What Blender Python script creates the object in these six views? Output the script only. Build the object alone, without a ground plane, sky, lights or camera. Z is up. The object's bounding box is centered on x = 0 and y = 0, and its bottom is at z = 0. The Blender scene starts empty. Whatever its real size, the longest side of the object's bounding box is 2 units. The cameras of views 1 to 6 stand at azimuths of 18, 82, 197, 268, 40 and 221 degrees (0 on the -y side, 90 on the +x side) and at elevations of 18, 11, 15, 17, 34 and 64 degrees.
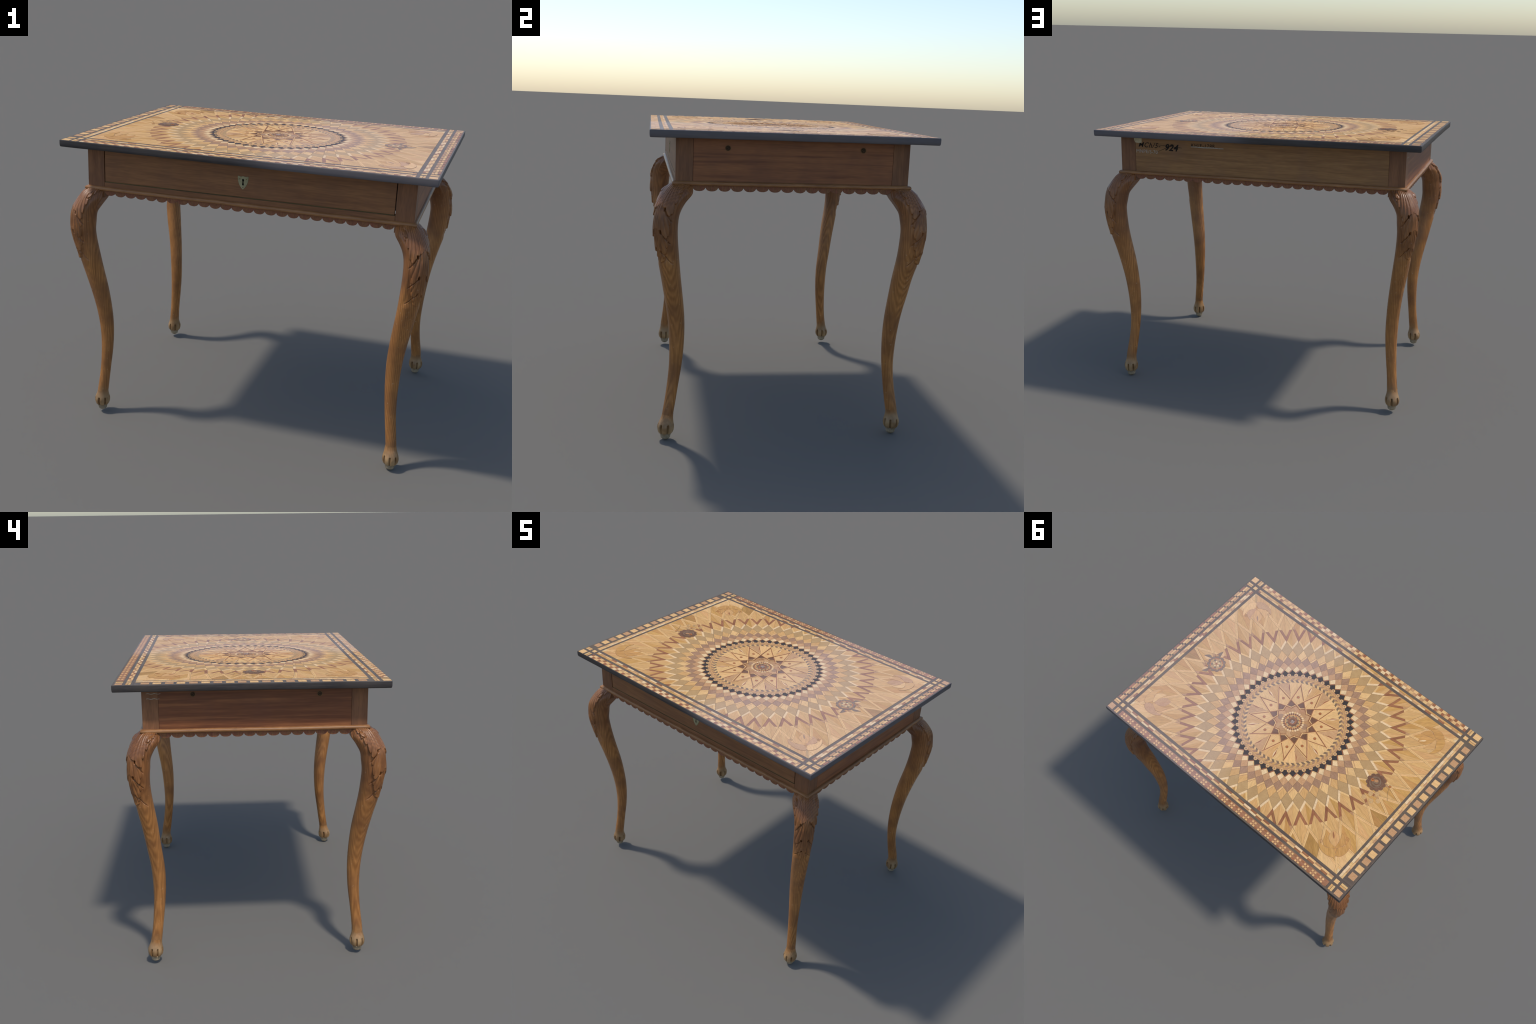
# Cabriole-leg table with a marquetry top: root empty > parts > sub-parts.
import bpy, math, random
import numpy as np
from mathutils import Matrix, Vector, Euler

random.seed(7)
rng = np.random.default_rng(7)
PI = math.pi

# ------------------------------------------------------------------ helpers
def srgb(r, g, b):
    f = lambda c: c / 12.92 if c <= 0.04045 else ((c + 0.055) / 1.055) ** 2.4
    return (f(r / 255), f(g / 255), f(b / 255), 1.0)

# the whole table stands a little out of level
ROOT = bpy.data.objects.new("marquetry_table", None)
ROOT.empty_display_size = 0.2
ROOT.rotation_euler = (0.0038, 0.0105, 0.0)
_R = Euler((0.0038, 0.0105, 0.0)).to_matrix()
_P = Vector((0, 0, 1.636))
ROOT.location = _P - _R @ _P
bpy.context.scene.collection.objects.link(ROOT)
ROOT["label"] = "antique wooden side table with star marquetry top and carved cabriole legs"
ROOT["category"] = "wooden table"
_RT = _R.transposed()
def to_local(p):
    return _RT @ (Vector(p) - ROOT.location)

ZT = 1.636            # level of the veneer surface (root frame)
ZS = ZT - 0.0008      # level of the dark slab between the veneers
def warp(x, y):
    """the boards have moved: the left end stands a few millimetres proud, the middle dips"""
    t = min(max((-0.15 - x) / 0.60, 0.0), 1.0)
    u = min(max((x - 0.35) / 0.5, 0.0), 1.0)
    v = min(max(y / 0.6, 0.0), 1.0)
    edge = 1 - 0.55 * (y / 0.726) ** 2
    return 0.0004 + 0.0050 * t * t * (3 - 2 * t) * edge + 0.0012 * u * u * (3 - 2 * u) * edge + 0.0010 * v * v

def seat(M, c=(0.0, 0.0)):
    """drop a flat inlaid piece onto the warped surface at its own centre c"""
    p = M @ Vector((c[0], c[1], 0))
    w, e = warp(p.x, p.y), 0.01
    gx, gy = (warp(p.x + e, p.y) - w) / e, (warp(p.x, p.y + e) - w) / e
    T = Matrix.Translation((p.x, p.y, ZT))
    return Matrix.Translation((0, 0, w)) @ T @ Euler((math.atan(gy), -math.atan(gx), 0)).to_matrix().to_4x4() @ T.inverted() @ M

APRON = Matrix.Translation((-0.0045, -0.007, 0)) @ Matrix.Rotation(0.0107, 4, "Z")
HX, HY = 0.8875, 0.602

def add_object(name, mesh, parent=ROOT, matrix=None, kind=None):
    o = bpy.data.objects.new(name, mesh)
    bpy.context.scene.collection.objects.link(o)
    o.parent = parent
    if matrix is not None:
        o.matrix_local = matrix
    if kind:
        o["kind"] = kind
    return o

class Builder:
    """Collects prisms and quads with material slots into one mesh."""
    def __init__(self):
        self.v, self.f, self.m, self.s, self.mats = [], [], [], [], []
    def slot(self, mat):
        if mat not in self.mats:
            self.mats.append(mat)
        return self.mats.index(mat)
    def prism(self, poly, z0, z1, mat, bottom=False):
        if len(poly) < 3:
            return
        a = sum(p[0] * q[1] - q[0] * p[1] for p, q in zip(poly, poly[1:] + poly[:1]))
        if abs(a) < 2e-6:
            return
        if a < 0:
            poly = poly[::-1]
        n, b, s = len(poly), len(self.v), self.slot(mat)
        self.v += [(x, y, z0) for x, y in poly] + [(x, y, z1) for x, y in poly]
        self.f.append([b + n + i for i in range(n)])
        self.m.append(s); self.s.append(False)
        if bottom:
            self.f.append([b + i for i in reversed(range(n))])
            self.m.append(s); self.s.append(False)
        for i in range(n):
            j = (i + 1) % n
            self.f.append([b + i, b + j, b + n + j, b + n + i])
            self.m.append(s); self.s.append(False)
    def box(self, lo, hi, mat):
        self.prism([(lo[0], lo[1]), (hi[0], lo[1]), (hi[0], hi[1]), (lo[0], hi[1])], lo[2], hi[2], mat, True)
    def grid(self, pts, mat, close_u=True, flip=False, smooth=True):
        """pts[row][col] -> quads; columns wrap when close_u."""
        nr, nc, b, s = len(pts), len(pts[0]), len(self.v), self.slot(mat)
        for row in pts:
            self.v += [tuple(p) for p in row]
        for r in range(nr - 1):
            for c in range(nc if close_u else nc - 1):
                d = (c + 1) % nc
                q = [b + r * nc + c, b + r * nc + d, b + (r + 1) * nc + d, b + (r + 1) * nc + c]
                self.f.append(q[::-1] if flip else q)
                self.m.append(s); self.s.append(smooth)
    def cap(self, row, mat, flip=False):
        b, s = len(self.v), self.slot(mat)
        self.v += [tuple(p) for p in row]
        q = list(range(b, b + len(row)))
        self.f.append(q[::-1] if flip else q)
        self.m.append(s); self.s.append(False)
    def mesh(self, name, warped=None):
        if warped is not None:
            self.v = [(x, y, z + warp(*(warped @ Vector((x, y, 0)))[:2])) for x, y, z in self.v]
        me = bpy.data.meshes.new(name)
        me.from_pydata(self.v, [], self.f)
        for mt in self.mats:
            me.materials.append(mt)
        me.polygons.foreach_set("material_index", self.m)
        me.polygons.foreach_set("use_smooth", self.s)
        me.update()
        return me

def clip_half(poly, n, d):
    """keep the side where n.p >= d"""
    out = []
    for p, q in zip(poly, poly[1:] + poly[:1]):
        a, b = n[0] * p[0] + n[1] * p[1] - d, n[0] * q[0] + n[1] * q[1] - d
        if a >= 0:
            out.append(p)
        if (a >= 0) != (b >= 0):
            t = a / (a - b)
            out.append((p[0] + t * (q[0] - p[0]), p[1] + t * (q[1] - p[1])))
    return out

def clip_rect(poly, x0, x1, y0, y1):
    for n, d in (((1, 0), x0), ((-1, 0), -x1), ((0, 1), y0), ((0, -1), -y1)):
        poly = clip_half(poly, n, d)
    return poly

def edge_line(p, q, inside, off=0.0):
    """half plane through edge pq, shifted inwards by off, facing the inside point"""
    n = (-(q[1] - p[1]), q[0] - p[0])
    l = math.hypot(*n)
    n = (n[0] / l, n[1] / l)
    d = n[0] * p[0] + n[1] * p[1]
    if n[0] * inside[0] + n[1] * inside[1] < d:
        n, d = (-n[0], -n[1]), -d
    return n, d + off

def flip_line(l):
    return (-l[0][0], -l[0][1]), -l[1]

def inset(poly, d):
    c = (sum(p[0] for p in poly) / len(poly), sum(p[1] for p in poly) / len(poly))
    out = poly
    for p, q in zip(poly, poly[1:] + poly[:1]):
        if math.hypot(q[0] - p[0], q[1] - p[1]) < 1e-6:
            continue
        out = clip_half(out, *edge_line(p, q, c, d))
        if len(out) < 3:
            return []
    return out

def pol(r, a):
    return (r * math.cos(a), r * math.sin(a))

def disc(c, r, n=20, sy=1.0, rot=0.0):
    return [(c[0] + r * math.cos(a) * math.cos(rot) - sy * r * math.sin(a) * math.sin(rot),
             c[1] + r * math.cos(a) * math.sin(rot) + sy * r * math.sin(a) * math.cos(rot))
            for a in (2 * PI * i / n for i in range(n))]

def smooth_loop(pts, sub=6):
    out, n = [], len(pts)
    for i in range(n):
        p0, p1, p2, p3 = (np.array(pts[(i + k - 1) % n], float) for k in range(4))
        for s in range(sub):
            t = s / sub
            out.append(tuple(0.5 * ((2 * p1) + (-p0 + p2) * t + (2 * p0 - 5 * p1 + 4 * p2 - p3) * t * t + (-p0 + 3 * p1 - 3 * p2 + p3) * t ** 3)))
    return out

def spline(xs, ys):
    """natural cubic through the control points"""
    xs, ys = np.asarray(xs, float), np.asarray(ys, float)
    n = len(xs)
    h = np.diff(xs)
    A, b = np.eye(n), np.zeros(n)
    for i in range(1, n - 1):
        A[i, i - 1], A[i, i], A[i, i + 1] = h[i - 1], 2 * (h[i - 1] + h[i]), h[i]
        b[i] = 6 * ((ys[i + 1] - ys[i]) / h[i] - (ys[i] - ys[i - 1]) / h[i - 1])
    m = np.linalg.solve(A, b)
    def f(x):
        x = np.clip(x, xs[0], xs[-1])
        i = np.clip(np.searchsorted(xs, x) - 1, 0, n - 2)
        a, c = (xs[i + 1] - x) / h[i], (x - xs[i]) / h[i]
        return a * ys[i] + c * ys[i + 1] + ((a ** 3 - a) * m[i] + (c ** 3 - c) * m[i + 1]) * h[i] ** 2 / 6
    return f

def sstep(a, b, x):
    t = np.clip((x - a) / (b - a), 0, 1)
    return t * t * (3 - 2 * t)

# ------------------------------------------------------------------ materials
def wood(name, light, dark, grain=(4, 60, 60), detail=6.0, contrast=(0.3, 0.7), wave=None, rough=0.5, spec=0.25,
         var=0.10, huevar=0.012, pale=0.0, blotch=0.0, blotch_col=None, speck=0.0, bump=0.02, fine=0.35):
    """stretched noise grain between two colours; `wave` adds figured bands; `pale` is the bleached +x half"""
    m = bpy.data.materials.new(name)
    m.use_nodes = True
    nt = m.node_tree
    N, L = nt.nodes, nt.links
    bs = N["Principled BSDF"]
    bs.inputs["Roughness"].default_value = rough
    bs.inputs["Specular IOR Level"].default_value = spec
    tc = N.new("ShaderNodeTexCoord")
    oi = N.new("ShaderNodeObjectInfo")
    ge = N.new("ShaderNodeNewGeometry")
    add = N.new("ShaderNodeMath"); add.operation = "ADD"
    L.new(oi.outputs["Random"], add.inputs[0]); L.new(ge.outputs["Random Per Island"], add.inputs[1])
    fr = N.new("ShaderNodeMath"); fr.operation = "FRACT"
    L.new(add.outputs[0], fr.inputs[0])
    off = N.new("ShaderNodeVectorMath"); off.operation = "SCALE"
    cmb = N.new("ShaderNodeCombineXYZ")
    for i in range(3):
        L.new(fr.outputs[0], cmb.inputs[i])
    L.new(cmb.outputs[0], off.inputs[0]); off.inputs["Scale"].default_value = 17.0
    va = N.new("ShaderNodeVectorMath"); va.operation = "ADD"
    L.new(tc.outputs["Object"], va.inputs[0]); L.new(off.outputs[0], va.inputs[1])
    mp = N.new("ShaderNodeMapping"); mp.inputs["Scale"].default_value = grain
    L.new(va.outputs[0], mp.inputs["Vector"])
    no = N.new("ShaderNodeTexNoise"); no.inputs["Scale"].default_value = 1.0
    no.inputs["Detail"].default_value = detail; no.inputs["Roughness"].default_value = 0.6
    no.inputs["Distortion"].default_value = 0.4
    L.new(mp.outputs[0], no.inputs["Vector"])
    fac = no.outputs["Fac"]
    if wave:
        wm = N.new("ShaderNodeMapping")
        wm.inputs["Scale"].default_value = wave["scale"]
        wm.inputs["Rotation"].default_value = wave.get("rot", (0, 0, 0))
        L.new(va.outputs[0], wm.inputs["Vector"])
        wt = N.new("ShaderNodeTexWave")
        wt.wave_type = wave.get("type", "BANDS")
        wt.inputs["Scale"].default_value = 1.0
        wt.inputs["Distortion"].default_value = wave.get("dist", 4.0)
        wt.inputs["Detail"].default_value = 3.0
        wt.inputs["Detail Scale"].default_value = wave.get("dscale", 1.5)
        L.new(wm.outputs[0], wt.inputs["Vector"])
        mx = N.new("ShaderNodeMix"); mx.data_type = "FLOAT"
        mx.inputs["Factor"].default_value = wave.get("amount", 0.5)
        L.new(fac, mx.inputs[2]); L.new(wt.outputs["Fac"], mx.inputs[3])
        fac = mx.outputs[0]
    cr = N.new("ShaderNodeValToRGB")
    cr.color_ramp.elements[0].position, cr.color_ramp.elements[1].position = contrast
    cr.color_ramp.elements[0].color, cr.color_ramp.elements[1].color = dark, light
    L.new(fac, cr.inputs["Fac"])
    col = cr.outputs["Color"]
    if fine:
        fm = N.new("ShaderNodeMapping"); fm.inputs["Scale"].default_value = tuple(g * 6 for g in grain)
        L.new(va.outputs[0], fm.inputs["Vector"])
        fn = N.new("ShaderNodeTexNoise"); fn.inputs["Scale"].default_value = 1.0; fn.inputs["Detail"].default_value = 3.0
        L.new(fm.outputs[0], fn.inputs["Vector"])
        mr = N.new("ShaderNodeMapRange")
        mr.inputs[1].default_value, mr.inputs[2].default_value = 0.3, 0.7
        mr.inputs[3].default_value, mr.inputs[4].default_value = 1 - fine * 0.5, 1 + fine * 0.3
        L.new(fn.outputs["Fac"], mr.inputs[0])
        ml = N.new("ShaderNodeVectorMath"); ml.operation = "SCALE"
        L.new(col, ml.inputs[0]); L.new(mr.outputs[0], ml.inputs["Scale"])
        col = ml.outputs[0]
    if blotch:
        bn = N.new("ShaderNodeTexNoise"); bn.inputs["Scale"].default_value = 7.0; bn.inputs["Detail"].default_value = 4.0
        L.new(va.outputs[0], bn.inputs["Vector"])
        br = N.new("ShaderNodeMapRange"); br.inputs[1].default_value, br.inputs[2].default_value = 0.42, 0.68
        br.inputs[3].default_value, br.inputs[4].default_value = 0.0, blotch
        L.new(bn.outputs["Fac"], br.inputs[0])
        bm = N.new("ShaderNodeMix"); bm.data_type = "RGBA"
        L.new(br.outputs[0], bm.inputs["Factor"]); L.new(col, bm.inputs[6]); bm.inputs[7].default_value = blotch_col
        col = bm.outputs[2]
    if speck:
        vn = N.new("ShaderNodeTexNoise"); vn.inputs["Scale"].default_value = 90.0; vn.inputs["Detail"].default_value = 2.0
        L.new(tc.outputs["Object"], vn.inputs["Vector"])
        vr = N.new("ShaderNodeMapRange"); vr.inputs[1].default_value, vr.inputs[2].default_value = 0.68, 0.76
        vr.inputs[3].default_value, vr.inputs[4].default_value = 0.0, speck
        L.new(vn.outputs["Fac"], vr.inputs[0])
        vm = N.new("ShaderNodeMix"); vm.data_type = "RGBA"
        L.new(vr.outputs[0], vm.inputs["Factor"]); L.new(col, vm.inputs[6]); vm.inputs[7].default_value = srgb(205, 190, 160)
        col = vm.outputs[2]
    hs = N.new("ShaderNodeHueSaturation")
    for sock, lo, hi, src in (("Value", 1 - var, 1 + var, fr.outputs[0]), ("Hue", 0.5 - huevar, 0.5 + huevar, ge.outputs["Random Per Island"])):
        r = N.new("ShaderNodeMapRange"); r.inputs[3].default_value, r.inputs[4].default_value = lo, hi
        L.new(src, r.inputs[0]); L.new(r.outputs[0], hs.inputs[sock])
    L.new(col, hs.inputs["Color"])
    col = hs.outputs["Color"]
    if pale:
        sx = N.new("ShaderNodeSeparateXYZ"); L.new(ge.outputs["Position"], sx.inputs[0])
        pn = N.new("ShaderNodeTexNoise"); pn.inputs["Scale"].default_value = 2.2; pn.inputs["Detail"].default_value = 3.0
        L.new(ge.outputs["Position"], pn.inputs["Vector"])
        pa = N.new("ShaderNodeMath"); pa.operation = "MULTIPLY_ADD"
        L.new(pn.outputs["Fac"], pa.inputs[0]); pa.inputs[1].default_value = 0.35
        L.new(sx.outputs["X"], pa.inputs[2])
        pr = N.new("ShaderNodeMapRange"); pr.interpolation_type = "SMOOTHSTEP"
        pr.inputs[1].default_value, pr.inputs[2].default_value = 0.10, 0.42
        pr.inputs[3].default_value, pr.inputs[4].default_value = 0.0, pale
        L.new(pa.outputs[0], pr.inputs[0])
        pm = N.new("ShaderNodeMix"); pm.data_type = "RGBA"
        L.new(pr.outputs[0], pm.inputs["Factor"]); L.new(col, pm.inputs[6]); pm.inputs[7].default_value = PALE
        col = pm.outputs[2]
    L.new(col, bs.inputs["Base Color"])
    if bump:
        bp = N.new("ShaderNodeBump"); bp.inputs["Strength"].default_value = 0.25; bp.inputs["Distance"].default_value = bump * 0.05
        L.new(no.outputs["Fac"], bp.inputs["Height"]); L.new(bp.outputs[0], bs.inputs["Normal"])
    return m

PALE = (0.74, 0.66, 0.70, 1.0)  # haze colour baked in from blended photos, tints the +x half
PF = 0.16
ven = dict(rough=0.55, spec=0.12, pale=PF, bump=0.0, var=0.05, huevar=0.004, contrast=(0.25, 0.75))
def vn(**k):
    return {**ven, **k}
TAN = wood("tan_veneer", srgb(220, 172, 112), srgb(205, 152, 92), grain=(5, 55, 55), **vn())
GOLD = wood("golden_veneer", srgb(213, 162, 96), srgb(192, 138, 74), grain=(5, 45, 45), **vn(var=0.06))
UMBER = wood("umber_veneer", srgb(188, 140, 80), srgb(160, 114, 60), grain=(5, 45, 45), **vn(var=0.06))
LIGHT = wood("light_veneer", srgb(233, 188, 128), srgb(222, 172, 110), grain=(6, 50, 50), **vn())
CREAM = wood("cream_veneer", srgb(238, 203, 154), srgb(230, 190, 138), grain=(12, 60, 60), **vn())
ROSY = wood("rosy_veneer", srgb(206, 160, 114), srgb(192, 142, 96), grain=(30, 60, 60), detail=4, **vn())
MAUVE = wood("mauve_brown_veneer", srgb(184, 144, 110), srgb(152, 112, 82), grain=(14, 80, 60),
             wave=dict(scale=(60, 100, 1), rot=(0, 0, 0.6), dist=2.0, amount=0.35), **vn())
OLIVE = wood("olive_figured_veneer", srgb(206, 168, 114), srgb(160, 122, 78), grain=(30, 16, 20), fine=0.12,
             wave=dict(scale=(110, 22, 1), dist=2.6, dscale=0.6, amount=0.62), **vn(contrast=(0.15, 0.85)))
BROWN = wood("walnut_veneer", srgb(172, 116, 78), srgb(142, 88, 58), grain=(6, 50, 50), **vn(var=0.10))
COURSE = wood("brown_course_veneer", srgb(176, 126, 92), srgb(154, 104, 72), grain=(6, 50, 50), **vn())
DARK = wood("dark_walnut_veneer", srgb(136, 98, 74), srgb(106, 74, 54), grain=(10, 50, 50), **vn())
RUST = wood("rust_veneer", srgb(204, 124, 64), srgb(172, 96, 48), grain=(30, 50, 50), **vn())
GREY = wood("grey_brown_veneer", srgb(148, 120, 92), srgb(112, 90, 70), grain=(40, 60, 60), **vn())
HAZEL = wood("hazel_veneer", srgb(198, 150, 104), srgb(178, 128, 84), grain=(10, 50, 50), **vn())
EBONY = wood("ebony_veneer", srgb(78, 68, 62), srgb(58, 51, 48), grain=(20, 80, 80), **vn(pale=0.07))
PEARL = wood("pearl_inlay", srgb(226, 222, 214), srgb(206, 200, 190), grain=(30, 30, 30), rough=0.3)
SLAB = wood("blackened_oak", srgb(114, 97, 82), srgb(90, 76, 66), grain=(5, 70, 70), contrast=(0.3, 0.7), rough=0.5, spec=0.15,
            var=0.0, huevar=0.0, pale=0.11, blotch=0.4, blotch_col=srgb(128, 112, 84))
EDGE = wood("black_stained_edge", srgb(72, 66, 64), srgb(50, 46, 45), grain=(4, 6, 90), rough=0.5, spec=0.3, var=0.0, huevar=0.0,
            pale=0.10, blotch=0.3, blotch_col=srgb(86, 74, 62))
APRONW = wood("old_walnut", srgb(150, 104, 64), srgb(116, 76, 45), grain=(3, 40, 55), contrast=(0.28, 0.72), rough=0.42, spec=0.35,
              var=0.03, blotch=0.4, blotch_col=srgb(112, 76, 54))
BACKW = wood("honey_walnut", srgb(162, 120, 72), srgb(126, 88, 50), grain=(3, 40, 55), contrast=(0.28, 0.72), rough=0.42, spec=0.35,
              var=0.03, blotch=0.4, blotch_col=srgb(128, 94, 68))
APRONS = wood("old_walnut_side", srgb(150, 98, 58), srgb(112, 68, 40), grain=(40, 2.5, 60), contrast=(0.28, 0.72), rough=0.42, spec=0.35,
              var=0.03, wave=dict(scale=(1, 2, 60), rot=(0.0, 0, 0), dist=6.0, dscale=0.6, amount=0.35), blotch=0.4, blotch_col=srgb(108, 68, 48))
POSTW = wood("post_walnut", srgb(146, 102, 66), srgb(112, 75, 48), grain=(50, 50, 4), rough=0.45, spec=0.3, var=0.05, blotch=0.4, blotch_col=srgb(106, 74, 56))
BEADW = wood("moulding_walnut", srgb(168, 118, 74), srgb(130, 86, 52), grain=(6, 6, 60), rough=0.4, spec=0.35, var=0.02)
TRIMW = wood("scallop_walnut", srgb(146, 96, 66), srgb(116, 72, 50), grain=(14, 14, 40), rough=0.5, var=0.03)
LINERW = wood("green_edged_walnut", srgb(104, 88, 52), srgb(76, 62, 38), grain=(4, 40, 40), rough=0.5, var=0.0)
BONE = wood("bone_escutcheon", srgb(176, 166, 128), srgb(142, 132, 98), grain=(40, 40, 40), rough=0.45, var=0.0, blotch=0.3, blotch_col=srgb(120, 108, 80))
NEAR_BLACK = wood("near_black", srgb(20, 17, 14), srgb(12, 10, 9), rough=0.9, spec=0.05, var=0.0, fine=0.0)
PEGW = wood("dark_plug", srgb(82, 60, 42), srgb(56, 42, 30), grain=(50, 50, 60), rough=0.7, var=0.1)
PEGR = wood("plug_rim", srgb(132, 100, 64), srgb(104, 74, 46), grain=(50, 50, 50), rough=0.6, var=0.0)
CHALK = wood("white_paint", srgb(196, 186, 172), srgb(150, 140, 128), grain=(300, 300, 300), rough=0.8, var=0.0, contrast=(0.35, 0.6))
INK = wood("black_ink", srgb(40, 30, 24), srgb(28, 20, 16), grain=(200, 200, 200), rough=0.7, var=0.0)
PAPER = wood("paper_label", srgb(206, 190, 160), srgb(180, 164, 136), grain=(40, 40, 40), rough=0.9, var=0.0)

def leg_wood(name, foot=False):
    """orange-brown shaft wood with long cathedral figure; knees browner, the feet bleached and dusty"""
    m = wood(name, srgb(188, 128, 70), srgb(138, 88, 44), grain=(26, 26, 2.2), detail=6, contrast=(0.25, 0.75), rough=0.36, spec=0.4,
             var=0.07, huevar=0.0, wave=dict(scale=(34, 34, 5), dist=5.0, dscale=0.7, amount=0.28), blotch=0.75, blotch_col=srgb(126, 82, 48), speck=0.3)
    nt = m.node_tree
    N, L = nt.nodes, nt.links
    bs = N["Principled BSDF"]
    src = bs.inputs["Base Color"].links[0].from_socket
    tc = N.new("ShaderNodeTexCoord")
    sx = N.new("ShaderNodeSeparateXYZ"); L.new(tc.outputs["Object"], sx.inputs[0])
    no = N.new("ShaderNodeTexNoise"); no.inputs["Scale"].default_value = 16.0; no.inputs["Detail"].default_value = 5.0
    L.new(tc.outputs["Object"], no.inputs["Vector"])
    ad = N.new("ShaderNodeMath"); ad.operation = "MULTIPLY_ADD"
    L.new(no.outputs["Fac"], ad.inputs[0]); ad.inputs[1].default_value = 0.16; L.new(sx.outputs["Z"], ad.inputs[2])
    # knee: stained browner where it is carved
    r1 = N.new("ShaderNodeMapRange"); r1.interpolation_type = "SMOOTHSTEP"
    r1.inputs[1].default_value, r1.inputs[2].default_value = 1.02, 1.2
    r1.inputs[3].default_value, r1.inputs[4].default_value = 0.0, 0.8
    L.new(ad.outputs[0], r1.inputs[0])
    m1 = N.new("ShaderNodeMix"); m1.data_type = "RGBA"; m1.blend_type = "MULTIPLY"
    L.new(r1.outputs[0], m1.inputs["Factor"]); L.new(src, m1.inputs[6]); m1.inputs[7].default_value = (0.66, 0.62, 0.74, 1)
    # foot: worn and dusty
    r2 = N.new("ShaderNodeMapRange"); r2.interpolation_type = "SMOOTHSTEP"
    r2.inputs[1].default_value, r2.inputs[2].default_value = 0.26, 0.16
    r2.inputs[3].default_value, r2.inputs[4].default_value = 0.0, 0.85
    L.new(ad.outputs[0], r2.inputs[0])
    m2 = N.new("ShaderNodeMix"); m2.data_type = "RGBA"
    L.new(r2.outputs[0], m2.inputs["Factor"]); L.new(m1.outputs[2], m2.inputs[6])
    dc = N.new("ShaderNodeValToRGB")
    dc.color_ramp.elements[0].position, dc.color_ramp.elements[1].position = 0.38, 0.62
    dc.color_ramp.elements[0].color, dc.color_ramp.elements[1].color = srgb(134, 104, 70), srgb(176, 146, 106)
    L.new(no.outputs["Fac"], dc.inputs["Fac"]); L.new(dc.outputs["Color"], m2.inputs[7])
    L.new(m2.outputs[2], bs.inputs["Base Color"])
    return m

LEGW = leg_wood("leg_walnut")
CLAWW = wood("claw_pale", srgb(174, 158, 134), srgb(142, 124, 98), grain=(60, 60, 20), rough=0.55, var=0.05, blotch=0.4, blotch_col=srgb(128, 112, 92))

# ------------------------------------------------------------------ table top slab
CORN = {"mm": (-0.9955, -0.7245), "pm": (0.998, -0.7290), "pp": (0.9975, 0.7245), "mp": (-1.0, 0.7270)}
def slab():
    b = Builder()
    order = ["mm", "pm", "pp", "mp"]
    def ring(shrink, z, rad, seg=5):
        pts = []
        for i, k in enumerate(order):
            cx, cy = CORN[k]
            sx, sy = math.copysign(1, cx), math.copysign(1, cy)
            cx, cy = cx - sx * (shrink + rad), cy - sy * (shrink + rad)
            a0 = [PI, 1.5 * PI, 0, 0.5 * PI][i]
            for s in range(seg + 1):
                a = a0 + 0.5 * PI * s / seg
                pts.append((cx + rad * math.cos(a), cy + rad * math.sin(a)))
        # subdivide straight runs, with a slight planed unevenness
        out = []
        n = len(pts)
        for i in range(n):
            p, q = pts[i], pts[(i + 1) % n]
            k = 60 if math.hypot(q[0] - p[0], q[1] - p[1]) > 0.3 else 1
            for s in range(k):
                t = s / k
                x, y = p[0] + (q[0] - p[0]) * t, p[1] + (q[1] - p[1]) * t
                w = 0.0007 * math.sin(9.1 * x + 3 * y) * math.sin(t * PI)
                out.append((x + (w if abs(x) > 0.98 else 0) * (1 if x > 0 else -1) * -1, y + (w if abs(y) > 0.71 else 0), z + 0.0004 * math.sin(23 * x + 17 * y)))
        return out
    prof = [(0.016, ZT - 0.0385, 0.002), (0.006, ZT - 0.0385, 0.003), (0.0028, ZT - 0.0372, 0.004), (0.0012, ZT - 0.034, 0.004),
            (0.0, ZT - 0.024, 0.004), (0.0, ZT - 0.006, 0.004), (0.0006, ZT - 0.0028, 0.004), (0.0024, ZS - 0.0004, 0.004), (0.0045, ZS, 0.003)]
    rows = [ring(*p) for p in prof]
    b.grid(rows[:-1], EDGE, smooth=True)
    b.grid(rows[-2:], SLAB, smooth=True)
    shrink = lambda row, z: [[(x * k, y * k, z) for x, y, _ in row] for k in np.linspace(1, 0.01, 26)]
    b.grid(shrink(rows[-1], ZS), SLAB)
    b.grid(shrink(rows[0], ZT - 0.0385), EDGE, flip=True)
    return add_object("table_top", b.mesh("table_top", Matrix.Identity(4)))
TOP = slab()

# ------------------------------------------------------------------ sunburst of lozenges
MC = (0.0026, -0.0019)
FX0, FX1, FY0, FY1 = -0.8800, 0.8850, -0.6140, 0.6110
RAD = [0.372, 0.399, 0.432, 0.4667, 0.508, 0.5645, 0.629, 0.743, 0.862, 1.0, 1.165, 1.36]
STEP = 2 * PI / 48
GAP = 0.0006
ZB = ZT - 0.003

def lozenge(j):
    """ring j, local frame: x outwards along the ray, origin at the ring radius"""
    r0, r1, r2 = RAD[j - 1], RAD[j], RAD[j + 1]
    h = STEP / 2
    return [(r0 - r1, 0.0), (r1 * math.cos(h) - r1, -r1 * math.sin(h)), (r2 - r1, 0.0), (r1 * math.cos(h) - r1, r1 * math.sin(h))]

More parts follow.
